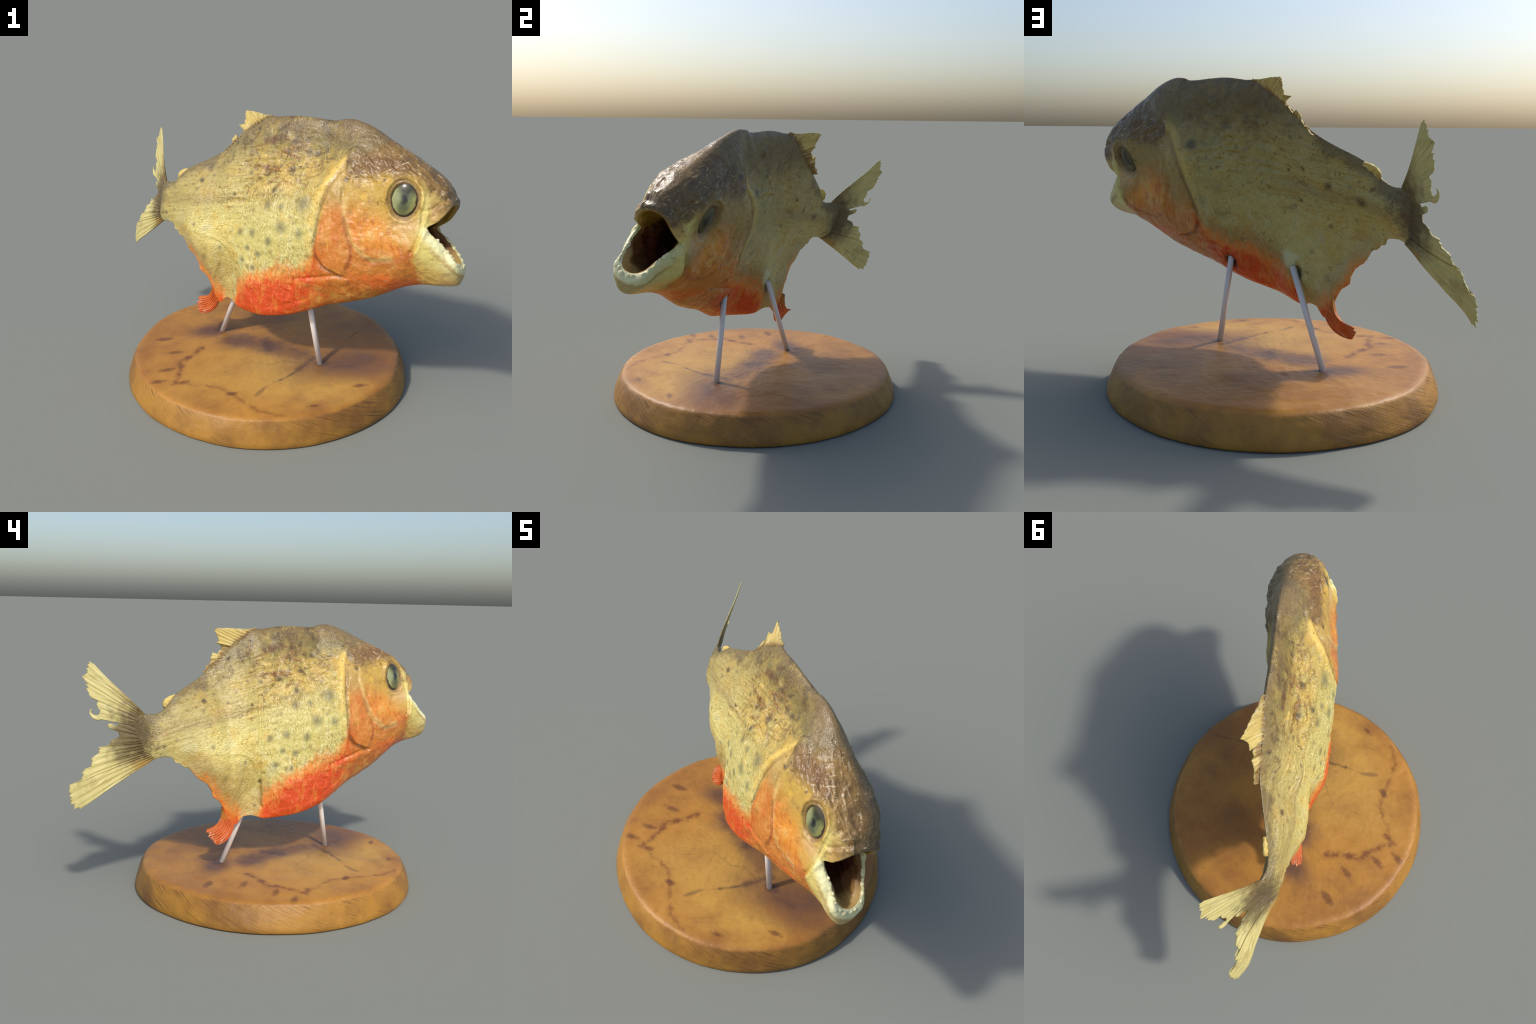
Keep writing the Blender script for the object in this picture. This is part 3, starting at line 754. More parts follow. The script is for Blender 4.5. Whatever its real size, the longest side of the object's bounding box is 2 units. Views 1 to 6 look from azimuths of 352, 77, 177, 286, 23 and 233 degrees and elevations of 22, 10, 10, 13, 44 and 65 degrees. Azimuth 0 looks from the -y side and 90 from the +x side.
    col = g.mix(col, lin(232, 214, 170), g.mul(g.mul(g.step(.18, .36, g.add(g.mul(mid, .8), g.mul(fine, 1.1))), g.m("MAXIMUM", g.mul(crown, .8), g.mul(head, .5))), .45))
    if trunk:
        # dark crest of the tail stalk and the dark tail root
        crest = g.mul(g.step(.085, .0, g.sub(g.curve(p, [(a, b) for a, b, _ in BACK[1:11]], -.1, .8), g.add(qw, g.mul(fine, .1)))), g.step(-.25, -.40, p))
        col = g.mix(col, lin(88, 72, 52), g.mul(crest, .65))
        root = g.blob((-.945, .08, -.1), (.13, .17, .2), .6, g.add(g.mul(mid, 1.8), g.mul(g.sub(rear_grain, .5), 1.6)))
        col = g.mix(col, lin(76, 60, 42), g.mul(root, .82))
        # near-black painted into the dark rod holes, pale patch on the left
        for at, r in (((.345, -.35, .03), (.040, .05, .05)), ((-.160, -.33, -.03), (.03, .05, .035))):
            col = g.mix(col, lin(24, 20, 18), g.mul(g.blob(at, r, .5, mid), .95))
        col = g.mix(col, lin(206, 204, 160), g.mul(g.blob((-.115, -.262, -.012), (.045, .05, .03), .4, g.mul(mid, 1.5)), .8))
    height = g.add(g.mul(g.sub(grain, .5), g.m("MULTIPLY_ADD", body, 1.3, .3)), g.add(g.mul(fine, .5), g.add(g.mul(mid, .5), g.mul(g.noise(38, 4, .65), .45))))
    nor = g.bump(height, .55, .007)
    return g.finish(col, nor, g.step(.3, .7, g.noise(30, 3), .22, .44))


def mouth_material():
    g = Nodes("mouth_lining", rough=.45, spec=.3)
    mid = g.sub(g.noise(14, 4, .6), .5)
    pp = g.add(g.x, g.mul(mid, .10))
    col = g.mix(lin(58, 24, 20), lin(112, 58, 36), g.step(.90, 1.04, pp))
    col = g.mix(col, lin(116, 82, 46), g.step(1.04, 1.18, pp))
    col = g.mix(col, lin(150, 114, 40), g.mul(g.step(.08, .18, g.add(g.y, g.mul(mid, .1))), g.step(.93, 1.06, pp)))
    col = g.mix(col, lin(70, 30, 26), g.mul(g.step(.52, .66, g.noise(7, 4, .6)), g.step(1.2, 1.05, pp)))
    col = g.mix(col, lin(176, 142, 82), g.step(1.19, 1.26, g.add(pp, g.mul(g.sub(.1, g.y), .14))))
    return g.finish(col, g.bump(g.noise(22, 4), .5, .01))


def fin_material(name, inner, outer, edge, ray, stretch, fan=None, root=False, turn=.5):
    """inner to outer colour along the fin (read from position), thin and slightly see-through to light"""
    g = Nodes(name, rough=.5, spec=.35)
    mid = g.sub(g.noise(18, 4, .6), .5)
    f = g.step(inner[1], outer[1], g.add(inner[2](g), g.mul(mid, .12)))
    col = g.mix(inner[0], outer[0], f)
    col = g.mix(col, edge, g.mul(g.step(.5, .7, g.noise(26, 4, .6)), .35))
    col = g.mix(col, ray, g.mul(g.step(.54, .68, g.noise(9, 4, .6)), .35))
    if fan:
        ang = g.m("ARCTAN2", g.sub(g.y, fan[1]), g.sub(fan[0], g.x))
        rays = g.noise(1, 3, .6, g.vec(g.mul(ang, stretch[0]), g.mul(g.x, 5), 0.0))
    else:
        rays = g.noise(1, 3, .6, g.scaled(stretch[0], stretch[1], 10, turn))
    col = g.mix(col, ray, g.mul(g.step(.54, .68, rays), .42))
    col = g.mix(col, g.mix(col, lin(250, 246, 214), .6), g.mul(g.step(.46, .34, rays), .40))
    if root:
        dark = g.blob((-.945, .085, -.1), (.115, .15, .2), .6, g.add(g.mul(mid, 2.2), g.mul(g.sub(rays, .5), .8)))
        col = g.mix(col, lin(80, 62, 42), g.mul(dark, .78))
        col = g.mix(col, lin(196, 160, 84), g.mul(g.blob((-.90, -.10, -.1), (.06, .03, .2), .6, mid), .6))
    tr = g.t.nodes.new("ShaderNodeBsdfTranslucent")
    g.link(col, tr.inputs[0])
    mx = g.t.nodes.new("ShaderNodeMixShader")
    mx.inputs[0].default_value = .15
    g.t.links.new(g.bsdf.outputs[0], mx.inputs[1])
    g.t.links.new(tr.outputs[0], mx.inputs[2])
    g.t.links.new(mx.outputs[0], g.out.inputs[0])
    return g.finish(col, g.bump(g.noise(60, 3), .35, .004))


def eye_material(side):
    e = EYES[side]
    g = Nodes("glass_eye", rough=.2 if side > 0 else .32, spec=.35)
    g.bsdf.inputs["Coat Weight"].default_value = .15 if side > 0 else .1
    g.bsdf.inputs["Coat Roughness"].default_value = .08
    mid = g.sub(g.noise(30, 3), .5)
    r = g.near((e["at"][0], e["at"][1], e["n"]), (.069, .088, .3), g.mul(mid, .25))
    if side > 0:
        col = g.mix(lin(30, 36, 40), lin(108, 116, 78), g.step(.24, .44, r))
        col = g.mix(col, lin(140, 140, 84), g.step(.55, .80, r))
        col = g.mix(col, lin(150, 156, 112), g.mul(g.blob((e['at'][0] - .04, e['at'][1] + .0, e['n']), (.03, .06, .3), .6, mid), .7))
        top = g.blob((e["at"][0] + .012, e["at"][1] + .075, e["n"]), (.055, .055, .3), .5, mid)
        col = g.mix(col, lin(38, 38, 36), g.mul(top, .9))
        low = g.blob((e["at"][0] + .0, e["at"][1] - .05, e["n"]), (.03, .04, .3), .5, mid)
        col = g.mix(col, lin(70, 72, 58), g.mul(low, .6))
        col = g.mix(col, lin(60, 50, 42), g.step(.90, 1.0, r))
        col = g.mix(col, lin(112, 88, 58), g.step(1.02, 1.14, r))
    else:
        col = g.mix(lin(54, 52, 40), lin(100, 94, 62), g.step(.30, .7, g.add(r, g.mul(mid, .8))))
        col = g.mix(col, lin(84, 70, 48), g.step(.65, .95, g.add(r, g.mul(mid, .5))))
    return g.finish(col)


def rod_material():
    g = Nodes("brushed_metal", rough=.42, spec=.5)
    return g.finish(g.mix(lin(216, 208, 203), lin(230, 223, 218), g.noise(6, 3)), g.bump(g.noise(1, 3, .6, g.scaled(120, 120, 8)), .1, .002))


def wood_material():
    g = Nodes("varnished_wood", rough=.46, spec=.4)
    big = g.sub(g.noise(2.2, 4, .6), .5)
    mid = g.sub(g.noise(9, 5, .65), .5)
    fine = g.sub(g.noise(50, 3, .6), .5)
    grain = g.sub(g.noise(1, 5, .65, g.scaled(22, 36, 30, .35)), .5)
    wide = g.sub(g.noise(1, 5, .62, g.scaled(4, 6, 5, .35)), .5)
    col = g.mix(lin(176, 124, 50), lin(150, 100, 44), g.step(-.2, .25, g.add(big, g.mul(wide, .8))))
    col = g.mix(col, lin(186, 144, 66), g.mul(g.blob((-.08, -.42, .17), (.42, .30, .3), .75, g.mul(wide, 1.5)), .75))
    col = g.mix(col, lin(194, 150, 66), g.mul(g.blob((.22, -.70, .17), (.22, .12, .2), .75, g.mul(wide, 1.5)), .75))

    def path(points, width, rough):
        return g.path([a + (.171,) for a in points], width, rough)
    # purple-brown stain along the line of the rods
    stain = g.m("MAXIMUM", path([(-.26, .06), (-.03, -.07), (.16, -.22)], .15, g.mul(wide, 2.5)), g.blob((.40, -.42, .17), (.30, .16, .1), .75, g.mul(wide, 1.8)))
    stain = g.m("MAXIMUM", stain, g.blob((-.38, .22, .17), (.15, .09, .1), .75, g.mul(wide, 1.4)))
    stain = g.m("MAXIMUM", stain, g.mul(path([(.16, -.22), (.30, -.40)], .12, g.mul(wide, 2.5)), .8))
    col = g.mix(col, lin(94, 64, 50), g.mul(stain, .90))
    col = g.mix(col, lin(128, 86, 42), g.mul(g.step(.45, .75, g.noise(3, 6, .7)), .40))
    rough = g.add(g.mul(mid, 2.4), g.add(g.mul(wide, .8), g.add(g.mul(grain, 1.6), g.mul(fine, 1.2))))
    dark = g.m("MAXIMUM", g.blob((.275, -.385, .17), (.05, .03, .05), .6, g.mul(mid, 1.8)), g.blob((-.325, .225, .17), (.04, .03, .05), .5, g.mul(mid, 1.0)))
    dark = g.m("MAXIMUM", dark, path([(.25, -.30), (.17, -.37), (.10, -.44)], .028, rough))
    dark = g.m("MAXIMUM", dark, g.mul(path([(-.03, -.54), (-.13, -.60)], .010, rough), .6))
    dark = g.m("MAXIMUM", dark, g.mul(path([(.17, -.37), (.05, -.30), (-.05, -.33), (-.20, -.28)], .010, rough), .45))
    dark = g.m("MAXIMUM", dark, path([(.10, -.44), (.03, -.50), (-.03, -.54)], .013, rough))
    dark = g.m("MAXIMUM", dark, g.mul(path([(-.13, -.60), (-.20, -.68)], .018, rough), .7))
    dark = g.m("MAXIMUM", dark, g.mul(path([(-.16, .08), (-.09, .05)], .016, rough), .6))
    dark = g.m("MAXIMUM", dark, g.mul(path([(-.04, -.01), (-.03, -.13)], .05, g.mul(rough, 1.3)), .9))
    dark = g.m("MAXIMUM", dark, g.mul(path([(.12, -.16), (.19, -.17)], .016, rough), .6))
    dark = g.m("MAXIMUM", dark, g.mul(path([(.74, .09), (.48, -.13)], .012, rough), .6))  # thin line of shade drawn onto the wood colour
    dark = g.m("MAXIMUM", dark, g.mul(path([(.34, -.44), (.46, -.46)], .024, rough), .6))
    col = g.mix(col, lin(72, 52, 44), g.mul(dark, .70))
    # red-brown marks: a broken arc and loose flecks
    arc = path([(-.47, -.02), (-.55, -.12), (-.62, -.20), (-.64, -.35), (-.66, -.44), (-.60, -.44)], .030, rough)
    arc = g.m("MAXIMUM", arc, g.mul(path([(-.58, -.48), (-.41, -.54), (-.34, -.63), (-.26, -.77), (-.21, -.85), (-.08, -.92)], .022, g.mul(rough, 1.2)), .7))
    col = g.mix(col, lin(108, 62, 32), g.mul(g.mul(arc, g.step(.32, .54, g.noise(12, 4, .65))), .85))
    fleck = g.mul(g.step(.64, .74, g.noise(11, 6, .72, g.scaled(.8, 2.0, 1, .35))), g.step(.14, .16, g.z))
    col = g.mix(col, lin(112, 70, 38), g.mul(fleck, .6))
    for x, y, r in ((-.65, -.05, .035), (-.71, -.27, .03), (-.78, -.40, .03), (.44, -.69, .022), (.12, -.85, .022), (-.72, .16, .03), (-.34, -.63, .022)):
        col = g.mix(col, lin(96, 56, 32), g.mul(g.blob((x, y, .171), (r * 1.6, r * .7, .1), .7, g.mul(rough, .9)), .75))
    scratch = g.step(.16, .30, g.sub(g.noise(1, 3, .6, g.scaled(7, 95, 30, .5)), .42))
    col = g.mix(col, lin(96, 66, 34), g.mul(g.mul(scratch, g.step(.5, .62, g.noise(4, 3))), .35))
    col = g.mix(col, lin(196, 154, 84), g.mul(g.step(.24, .40, g.add(g.mul(mid, .3), g.mul(fine, 1.3))), .22))
    # sawn flank with slanting saw marks
    flank = g.step(.163, .150, g.add(g.z, g.mul(fine, .01)))
    ang = g.m("ARCTAN2", g.add(g.y, .077), g.add(g.x, .044))
    saw = g.sub(g.noise(1, 2, .5, g.vec(g.mul(g.add(ang, g.mul(g.z, 2.6)), 110), g.mul(g.z, 10), 0.0)), .5)
    side = g.mix(lin(170, 122, 46), lin(132, 90, 40), g.step(-.2, .25, g.add(g.sub(g.noise(3, 4), .5), g.mul(mid, .5))))
    side = g.mix(side, lin(92, 62, 30), g.mul(g.mul(g.step(.02, .18, saw), g.step(.40, .56, g.noise(2.6, 3))), .85))
    side = g.mix(side, lin(206, 160, 80), g.mul(g.step(-.10, -.30, saw), .25))
    col = g.mix(col, side, flank)
    col = g.mix(col, lin(84, 56, 32), g.mul(g.step(.06, .32, g.add(grain, g.mul(fine, .9))), .22))
    h = g.add(g.mul(fine, .6), g.add(g.mul(grain, .6), g.mul(g.mul(saw, flank), 1.2)))
    return g.finish(col, g.bump(h, .4, .006))


# ------------------------------------------------------------------ the fish body
def build_body(root, skin, lining):
    around = 512
    G, number = body_grid(.0045, around)
    nr = len(G)
    first_head = len(half_rings()) - len(HEAD)
    rim = first_head + RIM_RING
    k = np.arange(around)
    side = np.where((k > 0) & (k < around // 2), 1, np.where(k > around // 2, -1, 0))
    P = G.reshape(-1, 3)
    N = grid_normals(G).reshape(-1, 3)
    right = np.tile(side, nr)
    outside = (np.repeat(number, around) < rim - .5).astype(float)
    edge = np.tile(np.minimum(k, np.abs(around // 2 - k)) % (around // 2) if False else np.minimum(np.minimum(k % (around // 2), around // 2 - k % (around // 2)), 40) / 40.0, nr)
    taper = np.repeat(sm(0, 1.2, rim - number), around)
    h = relief(P, right, outside)
    thin = sm(-.93, -.78, P[:, 0]) * (.35 + .65 * sm(-.55, -.1, P[:, 0]))
    h = np.clip(h, -.05, .03) * outside * taper * thin
    h = h * np.clip(.15 + .85 * edge, 0, 1)
    # saw teeth of the keel
    low = np.tile(np.exp(-((k - around // 2) / 5.0) ** 2), nr) * sm(-.16, -.1, P[:, 0]) * (1 - sm(.75, .85, P[:, 0])) * (P[:, 1] < 0)
    h += low * .006 * (np.abs((P[:, 0] * 46) % 1 - .5) * 2 - .5)
    # ragged hem of the anal fin
    hem = np.tile(np.exp(-((k - around // 2) / 4.0) ** 2), nr) * (1 - sm(-.46, -.42, P[:, 0])) * sm(-.75, -.70, P[:, 0])
    h += hem * .012 * fbm(np.stack([P[:, 0] * 38, P[:, 0] * 0, P[:, 0] * 0], 1), 1, 3, 41)
    # lining of the mouth
    inner = np.repeat(sm(rim + .4, rim + 1.5, number), around)
    h += inner * (.008 * fbm(P, (12, 16, 16), 3, 51) + .010 * ridged(P, (5, 16, 10), 2, 53) - .006)
    P = P + N * h[:, None]
    faces = grid_faces(nr, around)
    verts = np.vstack([P, P[:around].mean(0), P[-around:].mean(0)])
    tail_cap = np.array([(j, (j + 1) % around, nr * around) for j in range(around)])
    end = (nr - 1) * around
    gullet = np.array([(end + (j + 1) % around, end + j, nr * around + 1) for j in range(around)])
    all_faces = [tuple(f) for f in faces.tolist()] + [tuple(f) for f in tail_cap.tolist()] + [tuple(f) for f in gullet.tolist()]
    # whole-body vertex normals
    tri = np.vstack([faces[:, [0, 1, 2]], faces[:, [0, 2, 3]], tail_cap, gullet])
    fn = np.cross(verts[tri[:, 1]] - verts[tri[:, 0]], verts[tri[:, 2]] - verts[tri[:, 0]])
    vn = np.zeros_like(verts)
    for c in range(3):
        for d in range(3):
            vn[:, d] += np.bincount(tri[:, c], fn[:, d], len(verts))
    vn /= np.maximum(np.linalg.norm(vn, axis=1, keepdims=True), 1e-12)
    out = np.array([verts[f[0]] for f in all_faces[::997]])
    centre = verts[faces].mean(1)
    flip = (vn[around * 100:around * 100 + around // 2, 2].mean() < 0)   # right half must point to +n
    if flip:
        vn = -vn
    # regions
    c = np.vstack([centre, verts[tail_cap].mean(1), verts[gullet].mean(1)])
    num = np.concatenate([np.repeat(number[:-1], around), np.full(around, 0.0), np.full(around, number[-1])])
    region = np.full(len(c), 0)                                            # torso
    girdle = np.interp(c[:, 1], [-.30, -.232, -.208, -.135, -.068, .06, .225, .33, .435, .52, .62], [.70, .64, .53, .44, .438, .45, .462, .50, .56, .622, .72])
    region[c[:, 0] > girdle] = 1                                           # head
    corner_line = .135 - .0 * c[:, 0]
    jaw = (c[:, 0] > np.interp(c[:, 1], [-.25, -.15, -.08, 0, .135], [1.16, 1.12, 1.07, 1.046, 1.09])) & (c[:, 1] < .135)
    region[jaw] = 2                                                        # lower jaw
    region[num >= rim] = 3                                                 # mouth
    fin_line = np.interp(c[:, 0], [-.72, -.70, -.46, -.30, -.20, -.155], [-.09, -.085, -.125, -.16, -.26, -.45])
    region[(c[:, 0] < -.155) & (c[:, 0] > -.72) & (c[:, 1] < fin_line)] = 4
    region[(c[:, 0] < -.72)] = 5                                           # tail stalk
    names = ["torso", "head", "lower_jaw", "mouth", "anal_fin", "tail_stalk"]
    parts = {}
    sizes = np.array([len(f) for f in all_faces])
    for r, name in enumerate(names):
        ids = np.nonzero(region == r)[0]
        flat = np.concatenate([all_faces[i][::-1] if flip else all_faces[i] for i in ids])
        used, new = np.unique(flat, return_inverse=True)
        me = bpy.data.meshes.new(name)
        me.vertices.add(len(used))
        me.vertices.foreach_set("co", verts[used].astype(np.float32).ravel())
        me.loops.add(len(flat))
        me.loops.foreach_set("vertex_index", new.astype(np.int32).ravel())
        me.polygons.add(len(ids))
        starts = np.concatenate([[0], np.cumsum(sizes[ids])[:-1]]).astype(np.int32)
        me.polygons.foreach_set("loop_start", starts)
        me.update(calc_edges=True)
        me.polygons.foreach_set("use_smooth", np.ones(len(ids), bool))
        me.normals_split_custom_set_from_vertices([tuple(v) for v in vn[used].tolist()])
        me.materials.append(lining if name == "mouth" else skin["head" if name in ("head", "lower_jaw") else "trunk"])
        parts[name] = add(name, me, root)
    return parts, verts, vn, number, around, rim


# ------------------------------------------------------------------ fins
def fin(base, edge, mid_pull, bend, thick, rays, ripple, ns=46, nt=420, jag=.0, seed=3, fuller=0.0):
    """a fin spread from its base curve to a ragged edge: lists of (t, p, q); bend(p, q, s, t) gives n"""
    t = np.linspace(0, 1, nt)
    s = np.linspace(0, 1, ns)
    b = np.stack([np.interp(t, [x[0] for x in base], [x[i] for x in base]) for i in (1, 2)], 1)
    e = np.stack([np.interp(t, [x[0] for x in edge], [x[i] for x in edge]) for i in (1, 2)], 1)
    d = e - b
    rng = np.random.default_rng(seed)
    e = e + d * (jag * np.interp(t, np.linspace(0, 1, 140), rng.random(140) - .6))[:, None]
    pull = np.interp(t, [x[0] for x in mid_pull], [x[1] for x in mid_pull])
    side = np.stack([-d[:, 1], d[:, 0]], 1)
    S, T = s[:, None, None], t[None, :, None]
    pq = b[None] * (1 - S) + e[None] * S + side[None] * (4 * S * (1 - S)) * pull[None, :, None]
    n = bend(pq[..., 0], pq[..., 1], np.broadcast_to(s[:, None], pq.shape[:2]), np.broadcast_to(t[None], pq.shape[:2]))
    wave = np.cos(t * rays * 2 * pi)[None] * ripple * np.minimum(1, 1.6 - s[:, None])
    half = (thick[0] * (1 - s) + thick[1] * s)[:, None] * (1 + .22 * np.cos(t * rays * 2 * pi)[None])
    half = half * (1 + fuller * sm(.40, .62, t))[None]
    half = half * np.sqrt(np.clip(np.minimum(t, 1 - t) * 60, .05, 1))[None]
    half[-1] *= .35
    up = np.dstack([pq, n + wave + half])
    dn = np.dstack([pq, n + wave - half])
    verts = np.vstack([up.reshape(-1, 3), dn.reshape(-1, 3)])
    F = grid_faces(ns, nt, False)
    m = ns * nt
    faces = np.vstack([F, F[:, ::-1] + m])
    loop = [j for j in range(nt)] + [i * nt + nt - 1 for i in range(1, ns)] + [(ns - 1) * nt + j for j in range(nt - 2, -1, -1)] + [i * nt for i in range(ns - 2, 0, -1)]
    loop = np.array(loop)
    nxt = np.roll(loop, -1)
    faces = np.vstack([faces, np.stack([nxt, loop, loop + m, nxt + m], 1)])
    return verts, faces


def ribbon(path, width, thick, n_seg=30):
    """a tapering strip of fin skin along a 3D path"""
    path = np.asarray(path, float)
    t = np.arange(len(path))
    c = natural(t, path, np.linspace(0, len(path) - 1, n_seg))
    w = np.interp(np.linspace(0, len(path) - 1, n_seg), t, width)
    d = np.gradient(c, axis=0)
    d /= np.linalg.norm(d, axis=1, keepdims=True)
    nrm = np.array([0, 0, 1.0])
    sd = np.cross(nrm, d)
    sd /= np.linalg.norm(sd, axis=1, keepdims=True)
    up = np.cross(d, sd)
    ring = 8
    a = np.arange(ring) * 2 * pi / ring
    V = c[:, None] + sd[:, None] * (np.cos(a)[None, :, None] * w[:, None, None] * .5) + up[:, None] * (np.sin(a)[None, :, None] * thick)
    F = grid_faces(n_seg, ring)
    verts = np.vstack([V.reshape(-1, 3), c[:1], c[-1:]])
    faces = [tuple(f) for f in F.tolist()]
    faces += [((j + 1) % ring, j, n_seg * ring) for j in range(ring)]
    faces += [((n_seg - 1) * ring + j, (n_seg - 1) * ring + (j + 1) % ring, n_seg * ring + 1) for j in range(ring)]
    return verts, faces


def merge(*meshes):
    verts, faces, k = [], [], 0
    for v, f in meshes:
        verts.append(np.asarray(v))
        faces += [tuple(int(i) + k for i in g) for g in (f.tolist() if isinstance(f, np.ndarray) else f)]
        k += len(v)
    return np.vstack(verts), faces


CAUDAL_EDGE = [(0, -1.066, .574), (.03, -1.088, .577), (.06, -1.100, .535), (.09, -1.100, .513), (.11, -1.126, .484), (.14, -1.114, .455), (.18, -1.114, .40),
               (.20, -1.106, .357), (.215, -1.098, .372), (.225, -1.083, .379), (.24, -1.069, .354), (.28, -1.082, .295), (.305, -1.066, .265),
               (.32, -1.080, .246), (.335, -1.086, .226), (.35, -1.066, .212), (.37, -1.040, .224), (.40, -.998, .226), (.43, -.978, .200), (.455, -.978, .172),
               (.472, -1.003, .164), (.484, -1.030, .182), (.495, -1.042, .172), (.508, -1.036, .152), (.522, -.994, .124), (.54, -.996, .092), (.56, -1.030, .083), (.59, -1.058, .049),
               (.63, -1.103, .048), (.66, -1.113, .010), (.70, -1.160, -.015), (.73, -1.163, -.055), (.755, -1.178, -.078), (.775, -1.205, -.072), (.81, -1.225, -.118),
               (.845, -1.250, -.150), (.86, -1.275, -.150), (.91, -1.300, -.228), (.95, -1.293, -.275), (.98, -1.281, -.305), (1, -1.258, -.311)]
DORSAL = [(0, -.005, .685, -.012, .706), (.03, -.02, .688, -.028, .702), (.06, -.04, .684, -.075, .702), (.14, -.07, .668, -.13, .712), (.22, -.10, .650, -.20, .722), (.30, -.13, .632, -.25, .725), (.37, -.155, .616, -.266, .720),
          (.44, -.17, .604, -.258, .675), (.51, -.19, .590, -.255, .636), (.525, -.20, .582, -.294, .629), (.54, -.205, .578, -.254, .617), (.61, -.225, .562, -.248, .588), (.67, -.25, .545, -.270, .573),
          (.70, -.26, .538, -.287, .545), (.73, -.27, .530, -.317, .566), (.77, -.285, .518, -.340, .527), (.81, -.30, .506, -.338, .510), (.85, -.32, .490, -.357, .482), (.89, -.335, .478, -.376, .484),
          (.93, -.35, .465, -.378, .462), (1, -.39, .432, -.402, .443)]


def build_fins(root, stalk):
    pale, olive = lin(224, 214, 150), lin(176, 160, 96)
    radius = lambda g: g.mul(g.sub(0.0, g.x), 1.0)
    caudal = fin_material("tail_fin_skin", (lin(132, 112, 66), .88, radius), (lin(206, 194, 128), 1.03, radius), lin(190, 172, 98), lin(140, 118, 66), (58, 12), (-.70, .08), True)
    base = [(0, -.855, .212), (.25, -.875, .165), (.5, -.885, .075), (.75, -.875, -.02), (1, -.845, -.080)]
    bend = lambda p, q, s, t: pchip(CAUDAL_BEND[:, 0], CAUDAL_BEND[:, 1], p.ravel()).reshape(p.shape) - s * (.022 * sm(.25, .5, q) - .022 * sm(.0, -.2, q) * (.6 + .4 * sm(-1.28, -1.16, p))) + .014 * np.exp(-((p + 1.08) / .10) ** 2) * sm(.05, -.08, q)
    v, f = fin(base, CAUDAL_EDGE, [(0, .012), (.2, .010), (.5, 0), (.8, -.01), (1, -.004)], bend, (.0085, .0030), 26, .0007, 70, 620, .07, fuller=1.2)
    c1 = ribbon([(-1.050, .226, -.20), (-1.085, .228, -.228), (-1.108, .243, -.245), (-1.119, .266, -.25), (-1.112, .284, -.243)], [.030, .036, .024, .011, .009], .0035)
    v, f = merge((v, f), c1)
    add("caudal_fin", new_mesh("caudal_fin", v, f, caudal), root)

    def back_n(p):
        return pchip(BACK[:, 0], BACK[:, 2], np.asarray(p).ravel()).reshape(np.shape(p))
    dorsal = fin_material("back_fin_skin", (lin(150, 118, 70), .0, lambda g: g.sub(g.y, g.curve(g.x, [(a, b) for a, b, _ in BACK[5:16]], -.1, .8))), (lin(212, 190, 116), .03, radius), lin(160, 136, 76), lin(112, 88, 48), (7, 75), turn=-.66)
    v, f = fin([d[:3] for d in DORSAL], [(d[0], d[3], d[4]) for d in DORSAL], [(0, 0), (1, 0)],
               lambda p, q, s, t: back_n(np.interp(t, [d[0] for d in DORSAL], [d[1] for d in DORSAL])) - .085 * s * np.interp(t, [0, .05, .37, .6, 1], [.1, .3, 1, .55, .4]),
               (.010, .003), 17, .0035, 40, 420, .06, 5)
    add("dorsal_fin", new_mesh("dorsal_fin", v, f, dorsal), root)

    adipose = fin_material("fat_fin_skin", (lin(190, 160, 88), .2, lambda g: g.y), (lin(222, 196, 110), .3, radius), lin(186, 160, 88), lin(150, 120, 66), (40, 40))
    v, f = fin([(0, -.630, .285), (.5, -.675, .240), (1, -.700, .200)], [(0, -.650, .309), (.3, -.690, .300), (.55, -.718, .286), (.75, -.738, .262), (.9, -.738, .240), (1, -.728, .228)],
               [(0, 0), (1, 0)], lambda p, q, s, t: back_n(p) - .012 * s, (.006, .009), 3, .0, 20, 80, .03, 9)
    add("adipose_fin", new_mesh("adipose_fin", v, f, adipose), root)

    lobe = fin_material("anal_fin_skin", (lin(192, 136, 58), -.43, lambda g: g.y), (lin(204, 100, 46), -.56, radius), lin(230, 156, 84), lin(176, 70, 36), (8, 70), turn=.82)
    v, f = fin([(0, -.400, -.435), (.5, -.370, -.50), (1, -.335, -.565)], [(0, -.512, -.566), (.1, -.525, -.576), (.22, -.508, -.592), (.32, -.522, -.606), (.6, -.500, -.640), (.82, -.482, -.668), (1, -.462, -.670)],
               [(0, .24), (.5, .21), (1, .17)], lambda p, q, s, t: -.056 - .014 * s - .034 * s * np.abs(2 * t - 1) ** 1.5 * (t < .5) + .012 * s * (t > .5) * (2 * t - 1) - .004 * np.sin(s * pi), (.012, .0035), 9, .0008, 40, 160, .08, 11)
    add("anal_fin_lobe", new_mesh("anal_fin_lobe", v, f, lobe), root)


